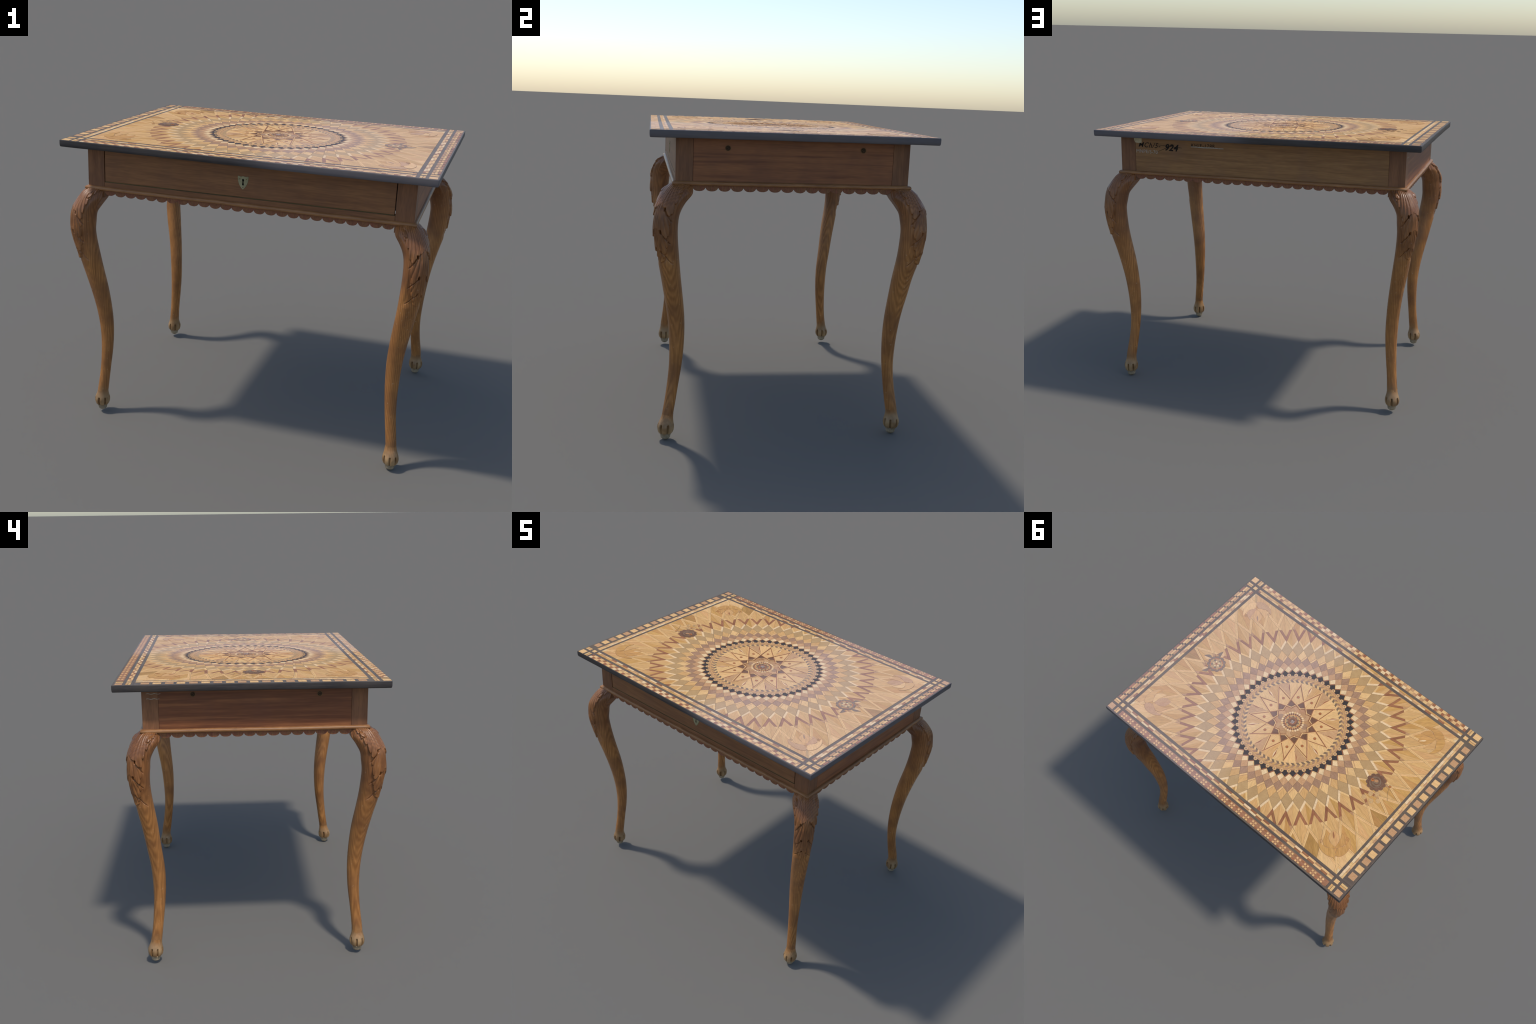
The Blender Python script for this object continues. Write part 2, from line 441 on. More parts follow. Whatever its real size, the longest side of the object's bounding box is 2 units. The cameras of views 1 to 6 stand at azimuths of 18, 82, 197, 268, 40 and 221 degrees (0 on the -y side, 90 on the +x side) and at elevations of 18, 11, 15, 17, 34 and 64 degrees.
def parts_of(j, q, alt):
    """list of (polygon, material) making up a lozenge: q = inner, low-angle side, outer, high-angle side"""
    c = ((q[0][0] + q[2][0]) / 2, 0.0)
    p = inset(q, GAP)
    lo, hi = (lambda o: edge_line(q[0], q[1], c, o)), (lambda o: edge_line(q[0], q[3], c, o))
    out = []
    def strips(poly, w1, m1, w2, m2):
        a = clip_half(poly, *flip_line(lo(w1)))
        rest = clip_half(poly, *lo(w1 + 0.0004))
        bq = clip_half(rest, *flip_line(hi(w2)))
        rest = clip_half(rest, *hi(w2 + 0.0004))
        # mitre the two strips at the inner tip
        a1 = clip_half(a, (0, -1), 0.0) if False else a
        out.append((a1, m1)); out.append((bq, m2))
        return rest
    if j == 1:
        out.append((strips(p, 0.0080, BROWN, 0.0065, LIGHT), CREAM))
    elif j == 2:
        out.append((p, ROSY))
    elif j == 3:
        out.append((p, MAUVE))
    elif j == 4:
        a = clip_half(p, *flip_line(lo(0.0105)))
        b = clip_half(clip_half(p, *lo(0.0105)), *flip_line(lo(0.0145)))
        out += [(a, LIGHT), (b, HAZEL), (clip_half(p, *lo(0.0145)), LIGHT if alt else TAN)]
    elif j == 5:
        out.append((p, OLIVE))
    elif j == 6:
        rest = strips(p, 0.0145, CREAM, 0.0130, LIGHT)
        out += [(clip_half(rest, (0, -1), 0.0002), TAN), (clip_half(rest, (0, 1), 0.0002), TAN if alt else GOLD)]
    elif j == 7:
        # brown chevron on the two inner sides, ending in a small pale joint
        end = q[1][0] - 0.0115
        a = clip_half(p, *flip_line(lo(0.0165)))
        rest = clip_half(p, *lo(0.0169))
        bq = clip_half(rest, *flip_line(hi(0.0165)))
        rest = clip_half(rest, *hi(0.0169))
        for s, m in ((a, BROWN), (bq, BROWN)):
            out.append((clip_half(s, (-1, 0), -end), m))
            out.append((clip_half(s, (1, 0), end + 0.0004), HAZEL if alt else LIGHT))
        out += [(clip_half(rest, (0, -1), 0.0002), TAN), (clip_half(rest, (0, 1), 0.0002), GOLD if alt else TAN)]
    else:
        # pale double fillets along the inner sides of the outer leaves
        for k, ed in enumerate((lo, hi)):
            base = p if k == 0 else clip_half(p, *lo(0.0164))
            out.append((clip_half(base, *flip_line(ed(0.0065))), LIGHT))
            out.append((clip_half(clip_half(base, *ed(0.0065)), *flip_line(ed(0.0085))), GOLD))
            out.append((clip_half(clip_half(base, *ed(0.0085)), *flip_line(ed(0.016))), LIGHT))
        rest = clip_half(clip_half(p, *lo(0.0164)), *hi(0.0164))
        m = (GOLD, TAN, UMBER if rng.random() < 0.5 else GOLD)[alt % 3] if j == 8 else (CREAM if j == 10 else TAN if alt % 2 else LIGHT)
        out += [(clip_half(rest, (0, -1), 0.0002), m), (clip_half(rest, (0, 1), 0.0002), m)]
    return [(g, m) for g, m in out if len(g) > 2]

NAMES = {1: "cream_cube_lozenge", 2: "rosy_lozenge", 3: "mauve_lozenge", 4: "striped_lozenge", 5: "olive_lozenge",
         6: "bordered_lozenge", 7: "chevron_lozenge", 8: "golden_lozenge", 9: "corner_lozenge", 10: "corner_tip_lozenge"}

def clip_to_field(poly, M):
    pts = [tuple((M @ Vector((x, y, 0)))[:2]) for x, y in poly]
    return clip_rect(pts, FX0 + 0.0004, FX1 - 0.0004, FY0 + 0.0004, FY1 - 0.0004)

for j in range(1, 11):
    q = lozenge(j)
    shared = {}
    for i in range(48):
        a = (i + 0.5 * (j - 1)) * STEP
        M = Matrix.Translation((MC[0] + RAD[j] * math.cos(a), MC[1] + RAD[j] * math.sin(a), 0)) @ Matrix.Rotation(a, 4, "Z")
        corners = [M @ Vector((x, y, 0)) for x, y in q]
        inside = all(FX0 < c.x < FX1 and FY0 < c.y < FY1 for c in corners)
        alt = int(rng.integers(0, 3 if j >= 8 else 2))
        jig = rng.normal(0, 0.0003, 3)
        if inside:
            if alt not in shared:
                b = Builder()
                for poly, m in parts_of(j, q, alt):
                    b.prism(poly, ZB, ZT, m)
                shared[alt] = b.mesh(NAMES[j])
            o = add_object(NAMES[j], shared[alt], TOP, seat(M @ Matrix.Translation((jig[0], jig[1], jig[2] * 0.3))))
        else:
            whole = clip_to_field(q, M)
            if len(whole) < 3:
                continue
            Mi = M.inverted()
            b = Builder()
            for poly, m in parts_of(j, q, alt):
                pts = clip_to_field(poly, M)
                if len(pts) > 2:
                    b.prism([tuple((Mi @ Vector((x, y, 0)))[:2]) for x, y in pts], ZB, ZT, m)
            if b.f:
                add_object(NAMES[j], b.mesh(NAMES[j], M), TOP, M)

MT = Matrix.Translation((MC[0], MC[1], 0))
def inlay(name, b, kind=None, M=MT):
    return add_object(name, b.mesh(name, M), TOP, M, kind)

# ------------------------------------------------------------------ ring of pegs and chevron band
b = Builder()
for i in range(48):      # ebony ground between the pegs
    a0, a1 = (i - 0.5) * STEP, (i + 0.5) * STEP
    poly = [pol(0.3545, a0), pol(0.3545, i * STEP), pol(0.3545, a1), pol(RAD[1] - 0.0006, a1), pol(RAD[0] - 0.0008, i * STEP), pol(RAD[1] - 0.0006, a0)]
    b.prism(poly[:2] + [poly[4], poly[5]], ZB, ZT - 0.0002, EBONY)
    b.prism([poly[1], poly[2], poly[3], poly[4]], ZB, ZT - 0.0002, EBONY)
inlay("ebony_ring", b)
rim, dot = Builder(), Builder()
rim.prism(disc((0, 0), 0.0134, 20), ZB, ZT + 0.0002, HAZEL)
rim.prism(disc((0, 0), 0.0112, 20), ZB, ZT + 0.0005, LIGHT)
rim.prism(disc((0, 0), 0.0066, 16), ZB, ZT + 0.0008, MAUVE)
peg_mesh = rim.mesh("round_peg")
for i in range(48):
    x, y = pol(0.358, i * STEP + rng.normal(0, 0.001))
    add_object("round_peg", peg_mesh, TOP, seat(Matrix.Translation((MC[0] + x, MC[1] + y, 0))))

b = Builder()
n = 192
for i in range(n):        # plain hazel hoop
    a0, a1 = 2 * PI * i / n, 2 * PI * (i + 1) / n
    b.prism([pol(0.3345, a0), pol(0.3345, a1), pol(0.3395, a1), pol(0.3395, a0)], ZB, ZT, TAN)
    b.prism([pol(0.3400, a0), pol(0.3400, a1), pol(0.3455, a1), pol(0.3455, a0)], ZB, ZT, ROSY)
    b.prism([pol(0.3459, a0), pol(0.3459, a1), pol(0.3541, a1), pol(0.3541, a0)], ZB, ZT, HAZEL)
inlay("hazel_hoop", b, "stuff")
b = Builder()
NU = 60
for i in range(NU):       # chevrons: inner half leans forward, outer half leans back
    u = 2 * PI / NU
    for k, (m1, m2) in enumerate(((LIGHT, TAN), (GREY, MAUVE))):
        a0, a1 = (i + 0.5 * k) * u + 0.0012, (i + 0.5 * (k + 1)) * u - 0.0012
        sh = 0.034
        b.prism([pol(0.3015, a0), pol(0.3015, a1), pol(0.3180, a1 + sh), pol(0.3180, a0 + sh)], ZB, ZT, m1)
        b.prism([pol(0.3184, a0 + sh), pol(0.3184, a1 + sh), pol(0.3338, a1 - 0.012), pol(0.3338, a0 - 0.012)], ZB, ZT, m2)
inlay("chevron_band", b, "stuff")

# ------------------------------------------------------------------ twelve-pointed star
TIP, VIN = 0.2925, 0.1075
def seg_point(t):         # strap from tip 0 to inner vertex at +45 degrees
    v = pol(VIN, PI / 4)
    return (TIP + (v[0] - TIP) * t, v[1] * t)
T15 = TIP * math.tan(PI / 12) / (pol(VIN, PI / 4)[1] + (TIP - pol(VIN, PI / 4)[0]) * math.tan(PI / 12))
T30 = TIP * math.tan(PI / 6) / (pol(VIN, PI / 4)[1] + (TIP - pol(VIN, PI / 4)[0]) * math.tan(PI / 6))
R15, R30 = math.hypot(*seg_point(T15)), math.hypot(*seg_point(T30))
kite, fieldp, dk = Builder(), [], Builder()
kite.prism([(TIP, 0), pol(R15, PI / 12), (R30, 0), pol(R15, -PI / 12)], ZB, ZT, LIGHT)
kite.prism(disc((0.189, 0), 0.0105, 18), ZB, ZT + 0.0003, HAZEL)
kite.prism(disc((0.189, 0), 0.0090, 18), ZB, ZT + 0.0006, BROWN)
kite.prism(disc((0.189, 0), 0.0050, 14), ZB, ZT + 0.0009, RUST)
kite_mesh = kite.mesh("star_kite")
dk.prism([pol(VIN, PI / 4), pol(R30, PI / 6), pol(R15, PI / 4), pol(R30, PI / 3)], ZB, ZT, DARK)
dk_mesh = dk.mesh("dark_kite")
for alt in range(2):
    b = Builder()
    arc = [pol(0.3012, PI / 12 + (k / 8 - 0.5) * PI / 6) for k in range(9)]
    lo_half = [pol(R15, PI / 12), pol(TIP, 0)] + arc[:5]
    hi_half = [pol(R15, PI / 12)] + arc[4:] + [pol(TIP, PI / 6)]
    b.prism(lo_half, ZB, ZT, TAN if alt else LIGHT)
    b.prism(hi_half, ZB, ZT, LIGHT if alt else ROSY)
    # tulip bud: a dark and a pale leaf either side of the joint
    ca, sa = math.cos(PI / 12), math.sin(PI / 12)
    rot = lambda p: (p[0] * ca - p[1] * sa, p[0] * sa + p[1] * ca)
    leaf = [(0.222, 0.0), (0.240, 0.0035), (0.258, 0.0085), (0.272, 0.0065), (0.290, 0.001), (0.262, -0.0005)]
    b.prism([rot(p) for p in smooth_loop(leaf, 4)], ZB, ZT + 0.0004, BROWN)
    b.prism([rot((x, -y * 0.9)) for x, y in smooth_loop(leaf, 4)], ZB, ZT + 0.0006, CREAM if alt else LIGHT)
    b.prism([rot(p) for p in disc((0.2205, 0), 0.003, 10)], ZB, ZT + 0.0008, MAUVE)
    fieldp.append(b.mesh("star_field"))
for i in range(12):
    M = MT @ Matrix.Rotation(i * PI / 6, 4, "Z")
    add_object("star_kite", kite_mesh, TOP, seat(M, (0.2, 0)))
    add_object("star_field", fieldp[i % 2], TOP, seat(M, pol(0.24, PI / 12)))
    add_object("dark_kite", dk_mesh, TOP, seat(M, pol(0.13, PI / 4)))

# straps: light on the kite side, walnut outside, woven over and under
strap = Builder()
for s in (1, -1):
    d = Vector((seg_point(1)[0] - TIP, s * seg_point(1)[1])).normalized()
    nrm = Vector((-d.y, d.x)) * -s      # points to the outside of the kite
    A, B2 = Vector((TIP - 0.002, 0)), Vector((seg_point(1)[0], s * seg_point(1)[1]))
    for o0, o1, m, z in ((-0.0046, 0.0002, LIGHT, 0.0), (0.0006, 0.0058, BROWN, 0.0)):
        for (t0, t1, up) in ((-0.01, T15 - 0.05, 0), (T15 - 0.05, T15 + 0.05, 1 if s > 0 else 0), (T15 + 0.05, T30 - 0.06, 0), (T30 - 0.06, T30 + 0.06, 0 if s > 0 else 1), (T30 + 0.06, 1.03, 0)):
            p, q2 = A.lerp(B2, t0), A.lerp(B2, t1)
            poly = [tuple(p + nrm * -o0), tuple(q2 + nrm * -o0), tuple(q2 + nrm * -o1), tuple(p + nrm * -o1)]
            strap.prism(poly, ZB, ZT + 0.0012 + 0.0005 * up + (0.0001 if m is LIGHT else 0) + (0.00015 if s > 0 else 0), m)
strap_mesh = strap.mesh("star_strap")
for i in range(12):
    add_object("star_strap", strap_mesh, TOP, seat(MT @ Matrix.Rotation(i * PI / 6, 4, "Z") @ Matrix.Translation((0, 0, 0.00002 * i)), (0.19, 0)))

# central rosette
b = Builder()
for i in range(12):
    a = i * PI / 6
    m = HAZEL if i % 2 else ROSY
    b.prism([pol(0.04, a - PI / 12), pol(VIN, a - PI / 12), pol(R30 + 0.002, a), pol(VIN, a + PI / 12), pol(0.04, a + PI / 12)], ZB, ZT, m)
inlay("rosette_lobes", b)
for i in range(6):
    b = Builder()
    M = MT @ Matrix.Rotation(i * PI / 3 + 0.26, 4, "Z")
    b.prism(disc((0.084, 0), 0.0208, 22, 1.05), ZB, ZT + 0.0002, GREY)
    b.prism(disc((0.084, 0), 0.0202, 22, 1.05), ZB, ZT + 0.0004, MAUVE if i % 3 == 0 else HAZEL)
    add_object("rosette_leaf", b.mesh("rosette_leaf", M), TOP, M)
b = Builder()
b.prism(disc((0, 0), 0.0655, 52), ZB, ZT + 0.0006, HAZEL)
b.prism(disc((0, 0), 0.0500, 40), ZB, ZT + 0.0012, RUST)
for i in range(26):
    a = 2 * PI * i / 26
    b.prism([pol(0.0495, a), pol(0.0570, a - 0.10), pol(0.0650, a), pol(0.0570, a + 0.10)], ZB, ZT + 0.0009, DARK)
    b.prism(disc(pol(0.0690, a + PI / 26), 0.0070, 12), ZB, ZT + 0.0008, CREAM if i % 3 else LIGHT)
    b.prism(disc(pol(0.0465, a + PI / 26), 0.0052, 8), ZB, ZT + 0.0014, TAN if i % 4 else RUST)
b.prism(disc((0, 0), 0.0440, 36), ZB, ZT + 0.0017, OLIVE)
for i in range(20):
    a = 2 * PI * i / 20
    b.prism(disc(pol(0.0385, a), 0.0055, 10), ZB, ZT + 0.0019 + 0.00002 * (i % 2), GREY if i % 2 else OLIVE)
b.prism(disc((0, 0), 0.0340, 32), ZB, ZT + 0.0021, DARK)
b.prism(disc((0.004, -0.003), 0.0275, 28), ZB, ZT + 0.0023, BROWN)
b.prism(disc((0.006, -0.004), 0.0185, 24), ZB, ZT + 0.0025, DARK)
for k in range(7):
    p = (-0.001, 0.003) if k == 0 else tuple(np.add((-0.001, 0.003), pol(0.0098, k * PI / 3)))
    b.prism(disc(p, 0.0027, 10), ZB, ZT + 0.0028, PEARL)
inlay("rosette_boss", b)

# ------------------------------------------------------------------ two inlaid roses
def rose(center, rot, bright):
    M = Matrix.Translation((center[0], center[1], 0)) @ Matrix.Rotation(rot, 4, "Z")
    b = Builder()
    rim, ground = (GREY, DARK) if bright else (DARK, GREY)
    b.prism(disc((0, 0), 0.056, 40), ZB, ZT + 0.0006, ground)
    for i in range(11):
        a = 2 * PI * i / 11
        b.prism(disc(pol(0.0475, a), 0.0165, 16, 1.0), ZB, ZT + 0.0008 + 0.00004 * (i % 3), ground)
        b.prism(disc(pol(0.0480, a), 0.0138, 16, 1.0), ZB, ZT + 0.0011 + 0.00004 * (i % 3), rim)
    if bright:
        for i in range(16):
            a = 2 * PI * i / 16
            b.prism(disc(pol(0.0385, a), 0.0078, 12), ZB, ZT + 0.0014 + 0.00004 * (i % 2), RUST if i % 3 else GOLD)
        b.prism(disc((0, 0), 0.0385, 36), ZB, ZT + 0.0017, OLIVE)
        for i in range(10):
            b.prism(disc(pol(0.030, 2 * PI * i / 10), 0.0085, 12), ZB, ZT + 0.0019 + 0.00004 * (i % 2), GREY if i % 2 else OLIVE)
        for i in range(5):
            a = 2 * PI * i / 5 + 0.3
            b.prism(disc(pol(0.0185, a), 0.0068, 14, 0.75, a), ZB, ZT + 0.0022, CREAM)
        b.prism(disc((0, 0), 0.0072, 12), ZB, ZT + 0.0024, RUST)
        b.prism(disc((0, 0), 0.0038, 10), ZB, ZT + 0.0026, DARK)
    else:
        for k, (r, m) in enumerate(((0.046, DARK), (0.0425, GREY), (0.0385, DARK), (0.0375, GREY), (0.0325, DARK), (0.0310, GREY), (0.0255, DARK), (0.0245, GREY), (0.018, DARK), (0.0165, GREY))):
            c = pol(0.0034, 1.9 * k)
            b.prism(disc(c, r, 32, 0.90, 0.8 * k), ZB, ZT + 0.0014 + 0.0002 * k, m)
        b.prism(disc((0.003, -0.007), 0.0125, 16, 0.8, 0.6), ZB, ZT + 0.0036, HAZEL)
        b.prism(disc((0.0257, 0.0014), 0.0105, 16), ZB, ZT + 0.0036, RUST)
        b.prism(disc((0.0262, -0.001), 0.0050, 12), ZB, ZT + 0.0039, DARK)
    return add_object("inlaid_rose", b.mesh("inlaid_rose", M), TOP, M)

def rose_leaf(p0, p1, width, dark_side, striped=True):
    """leaf split along its midrib: one half plain, the other half of cream ribs"""
    d = Vector((p1[0] - p0[0], p1[1] - p0[1]))
    ln = d.length
    M = Matrix.Translation((p0[0], p0[1], 0)) @ Matrix.Rotation(math.atan2(d.y, d.x), 4, "Z")
    b = Builder()
    edge = [(ln * t, width * math.sin(PI * t ** 0.85)) for t in np.linspace(0, 1, 11)]
    half = edge + [(0.0, 0.0)]
    s = dark_side
    b.prism([(x, s * y) for x, y in edge], ZB, ZT + 0.0004, GREY)
    b.prism([(x, -s * y) for x, y in edge], ZB, ZT + 0.0004, TAN)
    for k in range(7):
        t0 = 0.1 + 0.12 * k
        w = width * math.sin(PI * min(t0 + 0.06, 1) ** 0.85) * 0.92
        b.prism([(ln * t0, -s * 0.001), (ln * (t0 + 0.055), -s * 0.001), (ln * (t0 + 0.13), -s * w), (ln * (t0 + 0.075), -s * w)], ZB, ZT + 0.0008, CREAM)
    b.prism([(0, -0.0012), (ln, -0.0006), (ln, 0.0006), (0, 0.0012)], ZB, ZT + 0.001, DARK)
    return add_object("rose_leaf", b.mesh("rose_leaf", M), TOP, M)

rose((0.6815, 0.0021), 0.1, True)
rose((-0.6767, -0.0173), 0.0, False)

rose_leaf((0.7330, -0.0110), (0.7923, 0.0063), 0.021, -1)
rose_leaf((0.7000, -0.0530), (0.7143, -0.1010), 0.021, 1)
rose_leaf((0.6985, 0.0590), (0.7216, 0.1048), 0.021, 1)
rose_leaf((0.7450, 0.0280), (0.7640, 0.0370), 0.003, 1)

def bud_leaf(c, r, rot):
    M = Matrix.Translation((c[0], c[1], 0)) @ Matrix.Rotation(rot, 4, "Z")
    b = Builder()
    b.prism(disc((0, 0), r, 20, 0.85), ZB, ZT + 0.0003, HAZEL)
    b.prism(disc((0, 0), r * 0.93, 20, 0.85), ZB, ZT + 0.0005, TAN)
    for k in range(6):
        x = r * (-0.75 + 0.27 * k)
        w = 0.78 * r * math.sqrt(max(0.05, 1 - (x / r) ** 2)) * 0.9
        for s in (1, -1):
            b.prism([(x, 0), (x + r * 0.1, 0), (x - r * 0.30, s * w), (x - r * 0.40, s * w)], ZB, ZT + 0.0008 + (0.0001 if s > 0 else 0), CREAM if k % 2 else LIGHT)
            b.prism([(x + r * 0.1, 0), (x + r * 0.14, 0), (x - r * 0.26, s * w), (x - r * 0.30, s * w)], ZB, ZT + 0.0010 + (0.0001 if s > 0 else 0), GREY)
    add_object("ribbed_leaf", b.mesh("ribbed_leaf", M), TOP, M)

# ------------------------------------------------------------------ corner tulips
def tulip(base, axis, tone, tips):
    """axis: direction from the corner towards the middle; petals in (along, across) coordinates"""
    d = Vector(axis).normalized()
    M = Matrix.Translation((base[0], base[1], 0)) @ Matrix.Rotation(math.atan2(d.y, d.x), 4, "Z")
    outer = [(0.006, 0.000), (-0.005, 0.012), (-0.003, 0.032), (0.012, 0.059), (0.042, 0.084), (0.076, 0.097), (0.107, 0.096), (0.083, 0.081), (0.063, 0.061), (0.055, 0.035), (0.048, 0.013), (0.031, 0.004)]
    inner = [(0.050, 0.002), (0.056, 0.034), (0.073, 0.063), (0.104, 0.068), (0.140, 0.052), (0.120, 0.043), (0.089, 0.027), (0.068, 0.010)]
    middle = [(0.062, 0.0), (0.074, 0.014), (0.088, 0.022), (0.116, 0.031), (0.138, 0.027), (0.165, 0.001), (0.130, -0.002), (0.090, -0.003)]
    b = Builder()
    def petal(pts, m, z, s):
        loop = smooth_loop([(x, s * y) for x, y in pts], 5)
        c = np.mean(loop, axis=0)
        fat = []
        for x, y in loop:
            v = np.array((x, y)) - c
            l = np.hypot(*v)
            fat.append(tuple(c + v * (l + 0.0013) / l))
        b.prism(fat, ZB, ZT + z, MAUVE)
        b.prism(loop, ZB, ZT + z + 0.0003, m)
    for s in (1, -1):
        petal(middle, tone[2], 0.0003 + (0.00005 if s > 0 else 0), s)
    for s in (1, -1):
        petal(inner, tone[1] if s > 0 else tone[0], 0.0008 + (0.00005 if s > 0 else 0), s)
    for s in (1, -1):
        petal(outer, tone[0] if s > 0 else tone[3], 0.0013 + (0.00005 if s > 0 else 0), s)
        # slashed petal tips
        for k in range(4):
            x, y = 0.088 + 0.006 * k, s * (0.083 + 0.0028 * k)
            b.prism([(x, y), (x + 0.0016, y), (x + 0.012, y - s * 0.016), (x + 0.0100, y - s * 0.016)], ZB, ZT + 0.0007, tips)
            x, y = 0.110 + 0.005 * k, s * (0.040 + 0.004 * k)
            b.prism([(x, y), (x + 0.0014, y), (x + 0.020, y + s * 0.002), (x + 0.0186, y + s * 0.002)], ZB, ZT + 0.00055, tips)
    b.prism(smooth_loop([(0.112, 0.001), (0.130, 0.0065), (0.160, 0.002), (0.132, -0.0045)], 4), ZB, ZT + 0.0012, tips)
    # stem running into the corner
    ln = 0.076
    b.prism([(-ln, -0.0045), (-0.002, -0.0075), (-0.002, 0.0075), (-ln, 0.0045)], ZB, ZT + 0.0003, OLIVE if tone[0] is ROSY else LIGHT)
    add_object("inlaid_tulip", b.mesh("inlaid_tulip", M), TOP, M)

tulip((0.8253, -0.5553), (-1, 1), (ROSY, TAN, TAN, LIGHT), MAUVE)
tulip((-0.8033, 0.5259), (1, -1), (GOLD, GOLD, TAN, GOLD), BROWN)
tulip((-0.8108, -0.5439), (1, 1), (GOLD, TAN, GOLD, GOLD), CREAM)
tulip((0.8182, 0.5349), (-1, -1), (TAN, LIGHT, ROSY, ROSY), HAZEL)

# ------------------------------------------------------------------ borders
XO, XI = {1: (0.9475, 0.9885), -1: (-0.9840, -0.9400)}, {1: (0.9045, 0.9312), -1: (-0.9240, -0.8955)}
YO, YI = {1: (0.6735, 0.7125), -1: (-0.7220, -0.6790)}, {1: (0.6300, 0.6565), -1: (-0.6600, -0.6340)}

def tile(b, x0, x1, y0, y1, m, g=0.0004, jit=0.0005, z=0.0):
    j = rng.normal(0, jit, 4)
    if x1 - x0 < 0.003 or y1 - y0 < 0.003:
        return
    b.prism([(x0 + g, y0 + g), (x1 - g + j[0], y0 + g), (x1 - g + j[1], y1 - g), (x0 + g, y1 - g)], ZB, ZT + z, m)

corner_tone = {(1, -1): LIGHT, (-1, -1): LIGHT, (-1, 1): BROWN, (1, 1): BROWN}
b = Builder()
for sx in (1, -1):
    for sy in (1, -1):
        tile(b, *XO[sx], *YO[sy], ROSY if corner_tone[(sx, sy)] is BROWN else LIGHT)
        tile(b, *XI[sx], *YI[sy], LIGHT)
        y0, y1 = YI[sy]
        for k, m in enumerate((LIGHT, HAZEL, TAN)):
            f = (0, 0.46, 0.56, 1)
            tile(b, *XO[sx], y0 + (y1 - y0) * f[k], y0 + (y1 - y0) * f[k + 1], m, g=0.0, jit=0)
            x0, x1 = XI[sx]
            tile(b, x0 + (x1 - x0) * f[k], x0 + (x1 - x0) * f[k + 1], *YO[sy], m, g=0.0, jit=0)
inlay("corner_mosaic", b, None, Matrix.Identity(4))

# left band: single squares, alternately pale and rosy
b = [Builder(), Builder()]
for bb, ms in zip(b, ((LIGHT, CREAM), (ROSY, BROWN))):
    bb.prism([(-0.0212, -0.0218), (0.0212, -0.0218), (0.0212, 0.0218), (-0.0212, 0.0218)], ZB, ZT, ms[0])
sq = [bb.mesh("border_square") for bb in b]
n = 19
for i in range(n):
    y = -0.590 + i * (1.195 / n) + 0.5 * (1.195 / n) - 0.015
    add_object("border_square", sq[(i + 1) % 2], TOP, seat(Matrix.Translation((-0.962 + rng.normal(0, 0.0008), y + rng.normal(0, 0.001), 0)) @ Matrix.Rotation(rng.normal(0, 0.01), 4, "Z")))
lx, hx = XI[-1]
b = Builder()
y = -0.612
k = 0
while y < 0.606:            # inner left band: pale course plus an outer course broken by walnut
    l = rng.uniform(0.026, 0.036)
    tile(b, lx + 0.0125, hx, y, min(y + l, 0.609), CREAM if rng.random() < 0.4 else LIGHT)
    y += l
y = -0.612
while y < 0.606:
    l = 0.034 if k % 2 else 0.050
    tile(b, lx, lx + 0.0125, y, min(y + l, 0.609), ROSY if k % 2 else LIGHT)
    y += l; k += 1
inlay("left_fillet_mosaic", b, "stuff", Matrix.Identity(4))

# right band: three staggered courses (hazel, pale, walnut) parted by ebony
b = Builder()
cols = ((0.9475, 0.9610, HAZEL), (0.9614, 0.9748, LIGHT), (0.9752, 0.9885, BROWN))
for c, (x0, x1, m) in enumerate(cols):
    y = -0.6110 - 0.0115 * 0 + (0.012, 0.0, 0.012)[c] * 0 + (2 - c) * -0.011
    y = -0.629 + 0.0115 * c
    while y < 0.618:
        y0, y1 = max(y, -0.622), min(y + 0.0475, 0.619)
        tile(b, x0, x1, y0, y1, m if rng.random() < 0.85 else (TAN if c != 2 else ROSY))
        y += 0.0600
lx, hx = XI[1]
for c in range(2):
    x0, x1 = (lx, lx + 0.0133) if c == 0 else (lx + 0.0133, hx)
    y, k = -0.613 + 0.0 - 0.035 * c, 0
    while y < 0.606:
        l = 0.056 if (k + c) % 2 else 0.038
        tile(b, x0, x1, max(y, -0.613), min(y + l, 0.609), (CREAM if rng.random() < 0.4 else LIGHT) if (k + c) % 2 else (ROSY if rng.random() < 0.4 else BROWN if rng.random() < 0.5 else HAZEL))
        y += l; k += 1
inlay("right_border_mosaic", b, "stuff", Matrix.Identity(4))

# back band: quincunx flowers on a walnut course
b = Builder()
y0, y1 = YO[1]
for k in range(48):      # short lengths, so that the course follows the warped board
    tile(b, -0.878 + 1.765 * k / 48, -0.878 + 1.765 * (k + 1) / 48, y0, y1, COURSE, g=0.0, jit=0, z=0.0002)
x, k = 0.8504, 0
while x > -0.872:
    yc = 0.6962
    for dx, dy in ((1, 1), (1, -1), (-1, 1), (-1, -1)):
        cx, cy = x + dx * 0.0103, yc + dy * 0.0103
        b.prism([(cx - 0.0056, cy - 0.0056), (cx + 0.0056, cy - 0.0056), (cx + 0.0056, cy + 0.0056), (cx - 0.0056, cy + 0.0056)], ZB, ZT + 0.0006, LIGHT)
    b.prism([(x - 0.0045, yc - 0.0045), (x + 0.0045, yc - 0.0045), (x + 0.0045, yc + 0.0045), (x - 0.0045, yc + 0.0045)], ZB, ZT + 0.0008, HAZEL)
    if k % 1 == 0:
        for sgn in (1, -1):
            b.prism([(x - 0.0300 - 0.0085, yc + sgn * 0.0192), (x - 0.0300 + 0.0085, yc + sgn * 0.0192), (x - 0.0300 + 0.0085, yc + sgn * 0.0075), (x - 0.0300 - 0.0085, yc + sgn * 0.0075)], ZB, ZT + 0.0004, BROWN if rng.random() < 0.6 else COURSE)
    x -= 0.0600; k += 1
y0, y1 = YI[1]
